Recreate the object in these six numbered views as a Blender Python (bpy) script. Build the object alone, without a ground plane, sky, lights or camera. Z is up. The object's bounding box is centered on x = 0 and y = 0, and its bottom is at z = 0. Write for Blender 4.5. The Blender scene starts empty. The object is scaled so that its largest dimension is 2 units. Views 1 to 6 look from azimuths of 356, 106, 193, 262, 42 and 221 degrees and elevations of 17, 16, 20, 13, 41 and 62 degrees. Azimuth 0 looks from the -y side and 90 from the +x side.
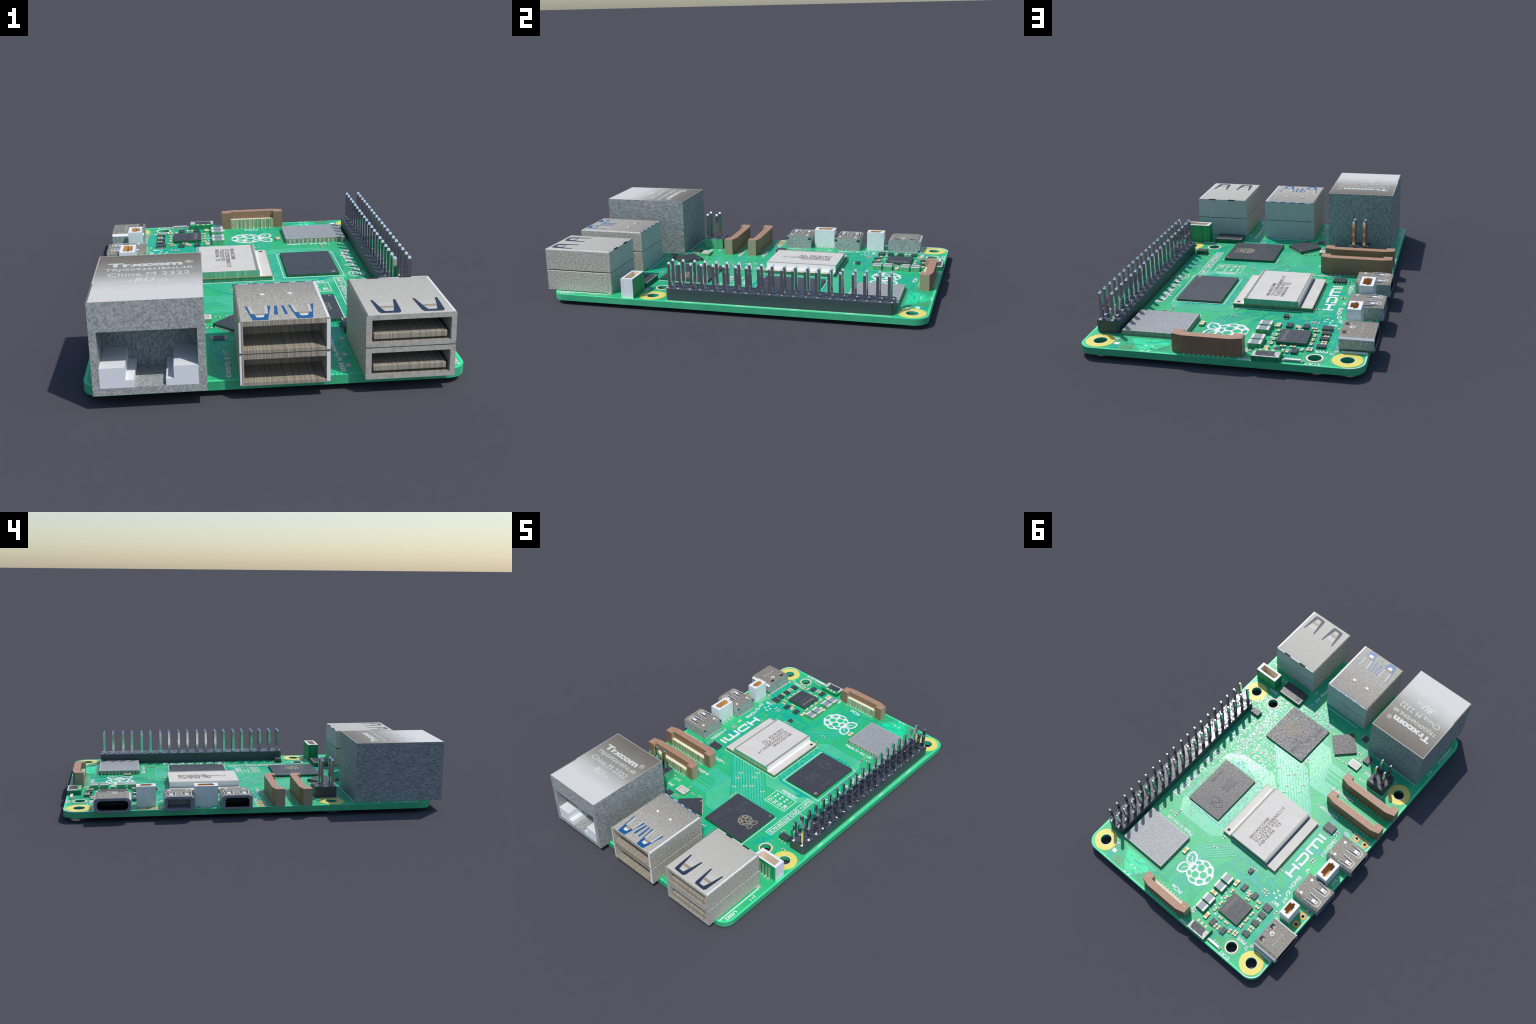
# Credit-card sized single-board computer, built part by part in board millimetres.
#   X : 0..56 mm across the board (world +x)      Y : 0..85 mm along the board (world -y)
#   Z : height in mm above the upper board face
import bpy, bmesh, math, random
from mathutils import Vector

S = 0.0228            # metres per board millimetre (longest side becomes 2.00 m)
XO = -0.627           # world x of the board's X = 0 edge
ZT = 0.0515           # world z of the upper board face
THICK = 1.38          # board thickness, mm
rng = random.Random(7)


def W(X, Y, Z=0.0):
    return Vector((XO + X * S, 1.0 - Y * S, ZT + Z * S))


# --------------------------------------------------------------------------- materials
GAIN = 0.80


def lin(h, gain=GAIN):
    out = []
    for i in (0, 2, 4):
        c = int(h[i:i + 2], 16) / 255.0
        c = c / 12.92 if c <= 0.04045 else ((c + 0.055) / 1.055) ** 2.4
        out.append(min(0.95, c / gain))
    return (*out, 1.0)


class Mat:
    """Small wrapper that builds a Principled material out of noise driven ramps."""

    def __init__(self, name, rough=0.5, metal=0.0, spec=0.5):
        self.m = bpy.data.materials.new(name)
        self.m.use_nodes = True
        self.nt = self.m.node_tree
        self.b = self.nt.nodes['Principled BSDF']
        self.b.inputs['Roughness'].default_value = rough
        self.b.inputs['Metallic'].default_value = metal
        self.b.inputs['Specular IOR Level'].default_value = spec
        self._co = None

    def node(self, t, **kw):
        n = self.nt.nodes.new(t)
        for k, v in kw.items():
            setattr(n, k, v)
        return n

    def link(self, a, b):
        self.nt.links.new(a, b)

    def coord(self, scale=(1, 1, 1)):
        if self._co is None:
            self._co = self.node('ShaderNodeTexCoord')
        mp = self.node('ShaderNodeMapping')
        mp.inputs['Scale'].default_value = scale
        self.link(self._co.outputs['Object'], mp.inputs['Vector'])
        return mp.outputs['Vector']

    def noise(self, scale, stretch=(1, 1, 1), detail=2.0, rough=0.6):
        n = self.node('ShaderNodeTexNoise')
        n.inputs['Scale'].default_value = scale
        n.inputs['Detail'].default_value = detail
        n.inputs['Roughness'].default_value = rough
        self.link(self.coord(stretch), n.inputs['Vector'])
        return n.outputs['Fac']

    def ramp(self, fac, stops, interp='LINEAR'):
        r = self.node('ShaderNodeValToRGB')
        cr = r.color_ramp
        cr.interpolation = interp
        while len(cr.elements) < len(stops):
            cr.elements.new(0.5)
        for e, (p, c) in zip(cr.elements, stops):
            e.position = p
            e.color = c if not isinstance(c, (int, float)) else (c, c, c, 1)
        self.link(fac, r.inputs['Fac'])
        return r.outputs['Color']

    def mix(self, a, b, fac, mode='MIX'):
        n = self.node('ShaderNodeMix', data_type='RGBA', blend_type=mode)
        for sock, v in ((n.inputs[0], fac), (n.inputs[6], a), (n.inputs[7], b)):
            if hasattr(v, 'is_linked'):
                self.link(v, sock)
            else:
                sock.default_value = v
        return n.outputs[2]

    def color(self, c):
        if hasattr(c, 'is_linked'):
            self.link(c, self.b.inputs['Base Color'])
        else:
            self.b.inputs['Base Color'].default_value = c
        return self

    def roughness(self, c):
        self.link(c, self.b.inputs['Roughness'])
        return self

    def bump(self, fac, strength=0.3, dist=0.0005):
        n = self.node('ShaderNodeBump')
        n.inputs['Strength'].default_value = strength
        n.inputs['Distance'].default_value = dist
        self.link(fac, n.inputs['Height'])
        self.link(n.outputs['Normal'], self.b.inputs['Normal'])
        return self


def plain(name, hexcol, rough=0.5, metal=0.0, spec=0.5, gain=GAIN):
    return Mat(name, rough, metal, spec).color(lin(hexcol, gain)).m


def speckled(name, dark, light, scale=170, stretch=(1, 1, 1), rough=0.5, metal=0.0, spec=0.5,
             lo=0.32, hi=0.68, gain=GAIN, bump=0.0):
    M = Mat(name, rough, metal, spec)
    f = M.noise(scale, stretch, 3.0, 0.7)
    M.color(M.ramp(f, [(lo, lin(dark, gain)), (hi, lin(light, gain))]))
    if bump:
        M.bump(f, bump)
    return M.m


def streaked(name, cols, scale=60, stretch=(1, 1, 0.0), rough=0.5, spec=0.4, gain=GAIN, detail=4.0,
             lo=0.30, hi=0.70):
    """Colour bands that run along one axis (the axis whose stretch is zero)."""
    M = Mat(name, rough, 0, spec)
    f = M.noise(scale, stretch, detail, 0.75)
    n = len(cols)
    M.color(M.ramp(f, [(lo + (hi - lo) * i / max(1, n - 1), lin(c, gain)) for i, c in enumerate(cols)]))
    return M.m


# solder mask : light green over copper, with patchy gloss
def make_mask(name, a, b, gloss_lo, gloss_hi, thr=0.5):
    M = Mat(name, 0.4, 0, 0.5)
    f = M.noise(9, (1, 1, 1), 3.0)
    g = M.noise(70, (1, 1, 1), 3.0, 0.7)
    col = M.ramp(f, [(0.35, lin(a)), (0.62, lin(b))])
    M.color(col)
    M.roughness(M.ramp(g, [(thr - 0.03, gloss_lo), (thr + 0.03, gloss_hi)]))
    return M.m


m_board = make_mask('solder_mask', '2BB274', '33BA7B', 0.44, 0.19, 0.60)
m_edge = streaked('board_edge_green', ['35A173', '3CA87A', '48AE80'], 12, (1, 1, 0.0), 0.5)
m_under = plain('board_underside_green', '1E8E5E', 0.5)
m_teal = make_mask('bare_laminate_teal', '0BA68E', '10AF98', 0.42, 0.30)
m_trace = make_mask('copper_trace_green', '48C38B', '5CC897', 0.26, 0.38, 0.5)
m_bright = plain('antenna_window_green', '1BD896', 0.42)
m_rim = plain('board_rim_green', '3FDB97', 0.4)
m_deepgreen = plain('ground_pour_green', '25A968', 0.42)
m_gold = speckled('gold_plated_ring', 'E9CE62', 'EFDA70', 25, rough=0.45)
m_orange = plain('test_pad_gold', 'D99A30', 0.4)
m_silk = plain('white_silkscreen', 'E9F0F2', 0.6)
m_silkfaint = plain('aged_silkscreen', 'BFE0D4', 0.6)
m_via = plain('via_ring', '78C08A', 0.4)
m_viahole = plain('via_hole', '2F7050', 0.6)
m_solder = speckled('solder_tin', '8E8C84', 'D2CFC6', 120, rough=0.45)
m_coppad = speckled('capacitor_pad', 'D8A98C', 'EBDCCB', 200, rough=0.4)

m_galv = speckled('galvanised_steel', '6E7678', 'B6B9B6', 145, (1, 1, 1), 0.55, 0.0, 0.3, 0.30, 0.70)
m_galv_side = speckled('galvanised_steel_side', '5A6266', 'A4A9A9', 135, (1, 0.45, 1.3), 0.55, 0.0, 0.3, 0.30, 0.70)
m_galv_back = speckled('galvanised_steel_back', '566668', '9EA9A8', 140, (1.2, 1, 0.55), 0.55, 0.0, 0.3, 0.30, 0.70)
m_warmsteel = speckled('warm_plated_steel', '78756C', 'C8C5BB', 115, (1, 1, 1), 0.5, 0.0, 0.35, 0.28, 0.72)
m_coolsteel = speckled('pale_cool_steel', 'A3ADA8', 'AEB8B3', 30, (1, 1, 1), 0.5, 0.0, 0.3)


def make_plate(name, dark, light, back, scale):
    """Stamped port lid: fine grain, darker toward the rear edge."""
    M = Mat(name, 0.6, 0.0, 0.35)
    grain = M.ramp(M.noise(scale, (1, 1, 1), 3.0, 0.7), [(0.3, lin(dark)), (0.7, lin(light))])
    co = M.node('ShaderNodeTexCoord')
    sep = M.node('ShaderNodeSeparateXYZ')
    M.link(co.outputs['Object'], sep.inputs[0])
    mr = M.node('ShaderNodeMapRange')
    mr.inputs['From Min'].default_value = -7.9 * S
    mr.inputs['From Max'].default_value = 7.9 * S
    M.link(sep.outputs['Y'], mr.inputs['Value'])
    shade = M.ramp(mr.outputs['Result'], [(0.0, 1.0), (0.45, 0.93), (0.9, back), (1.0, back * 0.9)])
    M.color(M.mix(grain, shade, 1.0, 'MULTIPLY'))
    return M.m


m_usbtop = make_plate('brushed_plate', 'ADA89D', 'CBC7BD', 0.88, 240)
m_usbtop_dark = make_plate('coarse_plate', '837E73', 'C9C5BA', 0.74, 165)
m_clip = speckled('spring_clip', 'CFCBC2', 'EDEBE6', 60, rough=0.35)
m_tongue = plain('pressed_tongue', 'BFBBB1', 0.55)
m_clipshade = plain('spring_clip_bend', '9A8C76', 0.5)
m_navy = plain('dark_slot', '27344A', 0.5)
m_blue = plain('blue_insulator', '18578C', 0.35)
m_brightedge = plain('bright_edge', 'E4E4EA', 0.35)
m_black = plain('black_gap', '16181A', 0.7)
m_striped = streaked('striped_metal', ['5E564C', '8F8676', 'A89E8C', '766E62', 'BDB5A6', '8A8072', 'A59A88'],
                     150, (1, 0.0, 0.0), 0.5, 0.3)
m_striped_frame = streaked('grained_frame', ['8E8C86', 'A5A29A', 'B4B1A8', '9A978F'], 60, (1, 0.3, 1), 0.5, 0.3)
m_inner = plain('port_interior', '6E675C', 0.6)
m_whiteblock = plain('white_nylon', 'DADDE0', 0.5)

m_socket = speckled('white_socket', 'C9D2D2', 'D6DEDD', 15, rough=0.5)
m_socket_top = plain('white_socket_rim', 'F1F1EE', 0.5)
m_socket_in = streaked('amber_socket_inside', ['B08C58', 'CBA266', 'DDB574'], 40, (1, 1, 0.2), 0.5)
m_fan_in = plain('cream_socket_inside', 'E8D3BE', 0.5)
m_fan_green = streaked('green_smeared_nylon', ['127040', '1E8A55', '168050', '2A9A62', '188450', '5AA878'], 40, (1, 1, 0.0), 0.45)  # green imitates the board picture smeared onto the socket walls
m_fan_white = streaked('pale_nylon', ['C6C8CF', 'DADBE0', 'CFE0DA'], 50, (1, 1, 0.0), 0.45)

m_brown = speckled('brown_plastic', 'A27B62', 'AD866D', 40, rough=0.5)
m_mould = plain('mould_witness', 'BFA08A', 0.5)
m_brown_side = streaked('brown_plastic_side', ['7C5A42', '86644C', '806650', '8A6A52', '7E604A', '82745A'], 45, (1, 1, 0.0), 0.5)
m_brown_end = streaked('brown_plastic_end', ['948470', '918C74', '9A8872', '949078', '958270'], 60, (1, 1, 0.0), 0.5)
m_cream = streaked('cream_contacts', ['A88A62', 'E6D8BC', 'EFE2C8', 'F2E6CE'], 190, (1, 1, 0.0), 0.5, lo=0.36, hi=0.6)
m_contact_rows = streaked('contact_wall', ['3E6B46', '5E9468', 'B9B08E', '4C7F55', '6FA878', '8FAF86'], 70, (1, 1, 0.0), 0.45)



def make_epoxy():
    M = Mat('black_epoxy', 0.43)
    f = M.noise(150, (1, 1, 1), 4.0, 0.8)
    M.color(M.ramp(f, [(0.35, lin('303238')), (0.65, lin('4C4E54'))]))
    M.roughness(M.ramp(M.noise(170, (1, 1, 1), 3.0, 0.8), [(0.36, 0.33), (0.5, 0.44), (0.62, 0.52)]))
    return M.m


m_chip = make_epoxy()
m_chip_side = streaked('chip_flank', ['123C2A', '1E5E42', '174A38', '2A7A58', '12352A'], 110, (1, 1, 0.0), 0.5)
m_chipmark = plain('laser_mark', '8F8872', 0.6)
m_chipfaint = plain('faint_laser_mark', '55575A', 0.6)
m_lid = speckled('nickel_lid', 'CAC5BC', 'D1CDC5', 14, rough=0.6, spec=0.3)
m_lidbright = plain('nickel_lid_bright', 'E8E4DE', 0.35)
m_lidshade = plain('nickel_lid_shadow', '8C897E', 0.45)  # darker copy of the lid colour, painted along its top edges
m_substrate = plain('substrate_edge', 'A98650', 0.5)
m_stepshadow = plain('lid_step_shadow', '5C5E62', 0.5)  # painted shadow on the flange beside the lid step
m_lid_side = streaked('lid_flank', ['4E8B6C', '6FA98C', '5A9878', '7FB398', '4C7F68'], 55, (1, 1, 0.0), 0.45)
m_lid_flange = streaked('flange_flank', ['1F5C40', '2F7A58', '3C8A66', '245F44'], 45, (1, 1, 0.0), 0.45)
m_lidink = plain('grey_ink', '7E766F', 0.6)
m_can = speckled('wireless_shield', '808486', 'ACADAC', 120, rough=0.45, lo=0.3, hi=0.7)
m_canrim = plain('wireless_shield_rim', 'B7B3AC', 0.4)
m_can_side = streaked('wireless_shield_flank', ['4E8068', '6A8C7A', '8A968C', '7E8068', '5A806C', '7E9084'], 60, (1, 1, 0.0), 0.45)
m_ind = plain('grey_ferrite', '8D9499', 0.45)
m_indend = plain('inductor_terminal', 'DDD9D0', 0.4)
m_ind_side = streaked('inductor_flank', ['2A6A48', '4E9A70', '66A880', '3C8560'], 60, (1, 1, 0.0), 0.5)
m_captan = plain('ceramic_tan', 'C69F6C', 0.5)
m_capamber = plain('ceramic_amber', 'D9AE5C', 0.5)
m_capend = plain('tinned_terminal', 'E4DED2', 0.4)
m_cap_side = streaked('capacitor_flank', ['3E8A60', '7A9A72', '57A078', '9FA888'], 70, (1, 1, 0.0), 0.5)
m_hdr = plain('header_plastic', '39484A', 0.5)


def make_header_top():
    M = Mat('header_plastic_top', 0.45)
    f = M.noise(45, (1, 1, 1), 4.0, 0.75)
    M.color(M.ramp(f, [(0.38, lin('1E2228')), (0.60, lin('4A505A')), (0.75, lin('686C74'))]))
    M.roughness(M.ramp(M.noise(60, (1, 1, 1), 3.0), [(0.47, 0.16), (0.53, 0.45)]))
    return M.m


m_hdrtop = make_header_top()


def make_pin():
    M = Mat('tinned_pin', 0.12, 1.0, 0.5)
    f = M.noise(30, (1, 1, 0.6), 3.0, 0.7)
    M.color(M.ramp(f, [(0.35, (0.62, 0.62, 0.64, 1)), (0.6, (0.74, 0.74, 0.75, 1))]))
    return M.m


m_pin = make_pin()
m_pintip = plain('bright_pin_tip', 'DDE2F0', 0.15, 1.0)
m_brownpin = plain('jumper_pin', 'C2B8AE', 0.15, 1.0)

m_portmetal = speckled('port_shell', '647472', 'ACB6B2', 140, (1.0, 1.0, 0.6), 0.5, 0.0, 0.35, 0.3, 0.7)
m_portface = speckled('port_mouth', '66707E', '7F8894', 90, rough=0.45)
m_porttop = speckled('port_top_plate', '5E594F', 'A39D90', 120, (1, 1, 1), 0.5, 0.0, 0.45, 0.3, 0.7)
m_portdark = streaked('port_cavity', ['0E0F0F', '191A19', '121413'], 60, (0.0, 1, 0.0), 0.6)
m_portgrey = streaked('port_cavity_grey', ['868B8B', '9A9F9F', '7E8383', 'A2A6A6'], 90, (0.0, 1, 0.0), 0.6)
m_ledwhite = plain('light_guide', 'F2F0EC', 0.4)
m_glassgrey = plain('light_guide_side', '7D9690', 0.4)
m_btnside = streaked('button_flank', ['0F5C38', '1C8A58', '12704A', '2C9866'], 40, (1, 1, 0.0), 0.5)
m_btnmetal = speckled('button_frame', 'A8A398', 'E8E4DA', 60, rough=0.4)
m_btnblack = speckled('button_cap', '24262A', '5A5C60', 60, rough=0.45)


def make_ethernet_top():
    """Tinned lid, coarse at the back; a baked reflection is painted from dark rear to pale front."""
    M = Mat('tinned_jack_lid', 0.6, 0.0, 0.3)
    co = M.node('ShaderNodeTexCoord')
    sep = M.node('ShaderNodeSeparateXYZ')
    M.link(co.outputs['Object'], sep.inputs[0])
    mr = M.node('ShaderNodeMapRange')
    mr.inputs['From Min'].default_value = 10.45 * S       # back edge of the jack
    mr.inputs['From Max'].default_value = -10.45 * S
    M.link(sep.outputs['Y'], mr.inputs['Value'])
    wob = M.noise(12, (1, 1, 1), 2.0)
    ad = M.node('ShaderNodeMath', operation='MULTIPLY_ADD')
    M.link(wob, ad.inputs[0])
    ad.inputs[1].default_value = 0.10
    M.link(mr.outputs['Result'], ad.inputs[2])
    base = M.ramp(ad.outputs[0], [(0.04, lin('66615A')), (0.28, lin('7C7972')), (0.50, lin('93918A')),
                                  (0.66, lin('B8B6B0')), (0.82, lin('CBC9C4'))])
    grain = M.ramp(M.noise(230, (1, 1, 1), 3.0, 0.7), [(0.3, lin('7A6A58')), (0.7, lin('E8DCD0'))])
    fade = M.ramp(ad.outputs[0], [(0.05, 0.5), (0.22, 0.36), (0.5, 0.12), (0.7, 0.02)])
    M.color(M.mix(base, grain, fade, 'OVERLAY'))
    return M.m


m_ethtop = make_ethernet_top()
m_ethink = plain('etched_mark', 'C9CAC2', 0.5)


# --------------------------------------------------------------------------- mesh helpers
def finish(name, bm, mats, origin, parent=None, kind=None, smooth=False):
    """bm is in world coordinates; the object's origin is moved to `origin`."""
    bmesh.ops.translate(bm, verts=bm.verts, vec=-Vector(origin))
    me = bpy.data.meshes.new(name)
    bm.to_mesh(me)
    bm.free()
    for m in mats:
        me.materials.append(m)
    if smooth:
        me.shade_smooth()
    return add(name, me, origin, parent, kind)


def add(name, me, origin, parent=None, kind=None, rot=0.0):
    ob = bpy.data.objects.new(name, me)
    bpy.context.scene.collection.objects.link(ob)
    o = Vector(origin)
    p = parent
    while p is not None:
        o = o - p.location
        p = p.parent
    ob.location = o
    ob.rotation_euler[2] = rot
    if parent is not None:
        ob.parent = parent
    if kind:
        ob['kind'] = kind
    return ob


def solid_from_outlines(outlines):
    """Unit-thick filled plate (w 0..1) from closed outlines, inner ones become holes."""
    cu = bpy.data.curves.new('outline', 'CURVE')
    cu.dimensions = '2D'
    cu.fill_mode = 'BOTH'
    cu.extrude = 0.5
    for pts in outlines:
        sp = cu.splines.new('POLY')
        sp.points.add(len(pts) - 1)
        for p, (u, v) in zip(sp.points, pts):
            p.co = (u, v, 0, 1)
        sp.use_cyclic_u = True
    ob = bpy.data.objects.new('outline', cu)
    me = bpy.data.meshes.new_from_object(ob)
    bm = bmesh.new()
    bm.from_mesh(me)
    bpy.data.objects.remove(ob)
    bpy.data.curves.remove(cu)
    bpy.data.meshes.remove(me)
    bmesh.ops.remove_doubles(bm, verts=bm.verts, dist=1e-5)
    return bm


def merge(dst, src, fn, mat=0, matfn=None):
    """Append src to dst with coordinates mapped by fn; matfn picks an index from the face normal."""
    vm = {v: dst.verts.new(fn(*v.co)) for v in src.verts}
    faces = []
    for f in src.faces:
        try:
            faces.append(dst.faces.new([vm[v] for v in f.verts]))
        except ValueError:
            pass
    bmesh.ops.recalc_face_normals(dst, faces=faces)
    for f in faces:
        f.normal_update()
        f.material_index = matfn(f.normal) if matfn else mat
    src.free()
    return faces


def top_side(top, side):
    return lambda n: top if n.z > 0.6 else side


def prism(dst, outlines, z0, z1, mat=0, matfn=None):
    merge(dst, solid_from_outlines(outlines), lambda u, v, w: W(u, v, z0 + (w + 0.5) * (z1 - z0)), mat, matfn)


def prism_x(dst, outlines, x0, x1, mat=0, matfn=None):      # outlines in (Y, Z)
    merge(dst, solid_from_outlines(outlines), lambda u, v, w: W(x0 + (w + 0.5) * (x1 - x0), u, v), mat, matfn)


def prism_y(dst, outlines, y0, y1, mat=0, matfn=None):      # outlines in (X, Z)
    merge(dst, solid_from_outlines(outlines), lambda u, v, w: W(u, y0 + (w + 0.5) * (y1 - y0), v), mat, matfn)


def rect(x0, x1, y0, y1):
    return [(x0, y0), (x1, y0), (x1, y1), (x0, y1)]


def rrect(x0, x1, y0, y1, r, n=6):
    pts = []
    for cx, cy, a0 in ((x1 - r, y0 + r, -90), (x1 - r, y1 - r, 0), (x0 + r, y1 - r, 90), (x0 + r, y0 + r, 180)):
        for i in range(n + 1):
            a = math.radians(a0 + 90 * i / n)
            pts.append((cx + r * math.cos(a), cy + r * math.sin(a)))
    return pts


def circle(cx, cy, r, n=32, rx=None, rot=0.0):
    rx = rx or r
    out = []
    for i in range(n):
        a = 2 * math.pi * i / n
        u, v = rx * math.cos(a), r * math.sin(a)
        out.append((cx + u * math.cos(rot) - v * math.sin(rot), cy + u * math.sin(rot) + v * math.cos(rot)))
    return out


def box(dst, x0, x1, y0, y1, z0, z1, mat=0, matfn=None, bevel=0.0):
    b = bmesh.new()
    bmesh.ops.create_cube(b, size=1.0)
    for v in b.verts:
        v.co = Vector(((x0 + x1) / 2 + v.co.x * (x1 - x0), (y0 + y1) / 2 + v.co.y * (y1 - y0),
                       (z0 + z1) / 2 + v.co.z * (z1 - z0)))
    if bevel:
        bmesh.ops.bevel(b, geom=list(b.edges), offset=bevel, segments=2, affect='EDGES', profile=0.6)
    return merge(dst, b, lambda u, v, w: W(u, v, w), mat, matfn)


def block(name, x0, x1, y0, y1, z0, z1, mats, parent, bevel=0.05, matfn=None):
    bm = bmesh.new()
    box(bm, x0, x1, y0, y1, z0, z1, 0, matfn or (top_side(0, 1) if len(mats) > 1 else None), bevel)
    return finish(name, bm, mats, W((x0 + x1) / 2, (y0 + y1) / 2, z0), parent)


_layer = [0]


def next_layer():
    """Tiny height step so that overlapping printed strips never share a plane."""
    _layer[0] = (_layer[0] + 1) % 64
    return 0.00028 * _layer[0]


def ribbon(dst, pts, width, z=0.02, h=0.02, mat=0, closed=False):
    """Flat strip along a polyline with mitred corners (a printed line or an etched trace)."""
    n = len(pts)
    h = h + next_layer()
    P = [Vector((p[0], p[1])) for p in pts]
    L, R = [], []
    for i in range(n):
        a = P[i] - P[i - 1] if (i > 0 or closed) else P[1] - P[0]
        b = P[(i + 1) % n] - P[i] if (i < n - 1 or closed) else P[-1] - P[-2]
        if a.length < 1e-6:
            a = b
        if b.length < 1e-6:
            b = a
        a, b = a.normalized(), b.normalized()
        t = a + b
        t = a if t.length < 1e-4 else t.normalized()
        nrm = Vector((-t.y, t.x))
        k = width / 2 / max(0.5, nrm.dot(Vector((-a.y, a.x))))
        L.append(P[i] + nrm * k)
        R.append(P[i] - nrm * k)
    top = [[dst.verts.new(W(q.x, q.y, z + h)) for q in side] for side in (L, R)]
    bot = [[dst.verts.new(W(q.x, q.y, z - 0.02)) for q in side] for side in (L, R)]
    rngi = range(n if closed else n - 1)
    for i in rngi:
        j = (i + 1) % n
        for quad in ((top[0][i], top[0][j], top[1][j], top[1][i]),
                     (top[0][i], bot[0][i], bot[0][j], top[0][j]),
                     (top[1][j], bot[1][j], bot[1][i], top[1][i])):
            f = dst.faces.new(quad)
            f.material_index = mat
            f.normal_update()
            if quad[0] is top[0][i] and quad[2] is top[1][j] and f.normal.z < 0:
                f.normal_flip()


def lerp_path(a, b, t):
    return [(p[0] + (q[0] - p[0]) * t, p[1] + (q[1] - p[1]) * t) for p, q in zip(a, b)]


def lettering(name, body, X, Y, Z, length, height, direction, mat, parent, shear=0.0, bold=0.0, weight=0.0):
    """Text printed flat. direction 'x': reads along +X, 'y': reads along +Y (letters' tops toward +X).
    (X, Y) is the lower left corner of the text; length/height are the size of its box in mm."""
    cu = bpy.data.curves.new(name, 'FONT')
    cu.body = body
    cu.extrude = 0.01
    cu.offset = bold
    cu.shear = shear
    cu.resolution_u = 3
    ob = bpy.data.objects.new(name, cu)
    bpy.context.scene.collection.objects.link(ob)
    bpy.context.view_layer.update()
    me = bpy.data.meshes.new_from_object(ob.evaluated_get(bpy.context.evaluated_depsgraph_get()))
    bpy.data.objects.remove(ob)
    bpy.data.curves.remove(cu)
    bm = bmesh.new()
    bm.from_mesh(me)
    bpy.data.meshes.remove(me)
    x0 = min(v.co.x for v in bm.verts)
    x1 = max(v.co.x for v in bm.verts)
    y0 = min(v.co.y for v in bm.verts)
    y1 = max(v.co.y for v in bm.verts)
    for v in bm.verts:
        u = (v.co.x - x0) / (x1 - x0) * length
        w = (v.co.y - y0) / (y1 - y0) * height
        zz = Z + (0.03 if v.co.z > 0 else -0.01)
        v.co = W(X + u, Y - w, zz) if direction == 'x' else W(X + w, Y + u, zz)
    if weight:                                         # overprint with small shifts for a heavier stroke
        base = list(bm.faces)
        for k, (du, dw) in enumerate(((weight, 0), (0, weight), (weight, weight))):
            dup = bmesh.ops.duplicate(bm, geom=base)['geom']
            vs = [g for g in dup if isinstance(g, bmesh.types.BMVert)]
            shift = (W(du, -dw) if direction == 'x' else W(dw, du)) - W(0, 0)
            shift.z = 0.0022 * S * (k + 1)
            bmesh.ops.translate(bm, verts=vs, vec=shift)
    return finish(name, bm, [mat], W(X, Y, Z), parent)


# --------------------------------------------------------------------------- root and board
root = bpy.data.objects.new('single_board_computer', None)
bpy.context.scene.collection.objects.link(root)
root.location = (0, 0, 0)
root['label'] = 'green bare circuit board computer with silver ports and pins'
root['category'] = 'circuit board'

MOUNT = [(3.5, 3.5), (52.5, 3.5), (3.5, 61.5), (52.5, 61.5)]
EXTRA = [(9.65, 3.35), (46.5, 61.45)]
TEST = [(4.22, 44.8), (1.68, 44.8), (1.56, 17.7), (1.54, 20.27)]

bm = bmesh.new()
outl = [rrect(0, 56, 0, 85, 3.0, 10)]
outl += [circle(x, y, 1.37, 36) for x, y in MOUNT] + [circle(x, y, 1.33, 36) for x, y in EXTRA]
outl += [circle(x, y, 0.5, 20) for x, y in TEST]
prism(bm, outl, -THICK, 0, 0, lambda n: 0 if n.z > 0.6 else (2 if n.z < -0.6 else 1))
board = finish('circuit_board', bm, [m_board, m_edge, m_under], W(28, 42.5, -THICK), root)

for x, y in MOUNT:
    bm = bmesh.new()
    prism(bm, [circle(0, 0, 2.93, 48), circle(0, 0, 1.45, 36)], 0, 0.05)
    bmesh.ops.translate(bm, verts=bm.verts, vec=W(x, y) - W(0, 0))
    finish('mounting_ring', bm, [m_gold], W(x, y), board)
    bm = bmesh.new()
    prism(bm, [circle(x, y, 1.47, 36), circle(x, y, 1.36, 36)], -0.02, 0.06)
    finish('hole_lip', bm, [m_silk], W(x, y), board)
for x, y in EXTRA:
    bm = bmesh.new()
    prism(bm, [circle(x, y, 1.62, 36), circle(x, y, 1.34, 36)], -0.02, 0.06)
    prism(bm, [circle(x, y, 1.74, 36), circle(x, y, 1.621, 36)], -0.02, 0.03, 1)
    finish('plated_hole', bm, [m_silk, m_orange], W(x, y), board)
for i, (x, y) in enumerate(TEST):
    bm = bmesh.new()
    o = rect(x - 0.85, x + 0.85, y - 0.85, y + 0.85) if i in (0, 2) else circle(x, y, 0.95, 32)
    prism(bm, [o, circle(x, y, 0.52, 20)], -0.02, 0.05)
    prism(bm, [circle(x, y, 0.52, 20), circle(x, y, 0.42, 20)], -0.6, 0.06, 1)
    finish('test_pad', bm, [m_orange, m_capend], W(x, y), board)

# memory card slot under the short edge: the lowest point, it carries the board just clear of the ground
bm = bmesh.new()
prism(bm, [[(24.0, 2.0), (37.2, 2.0), (37.2, 13.5), (35.5, 14.6), (24.0, 14.6)]], -ZT / S, -THICK + 0.01)
finish('card_slot', bm, [m_coolsteel], W(30, 8, -THICK), board)
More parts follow.
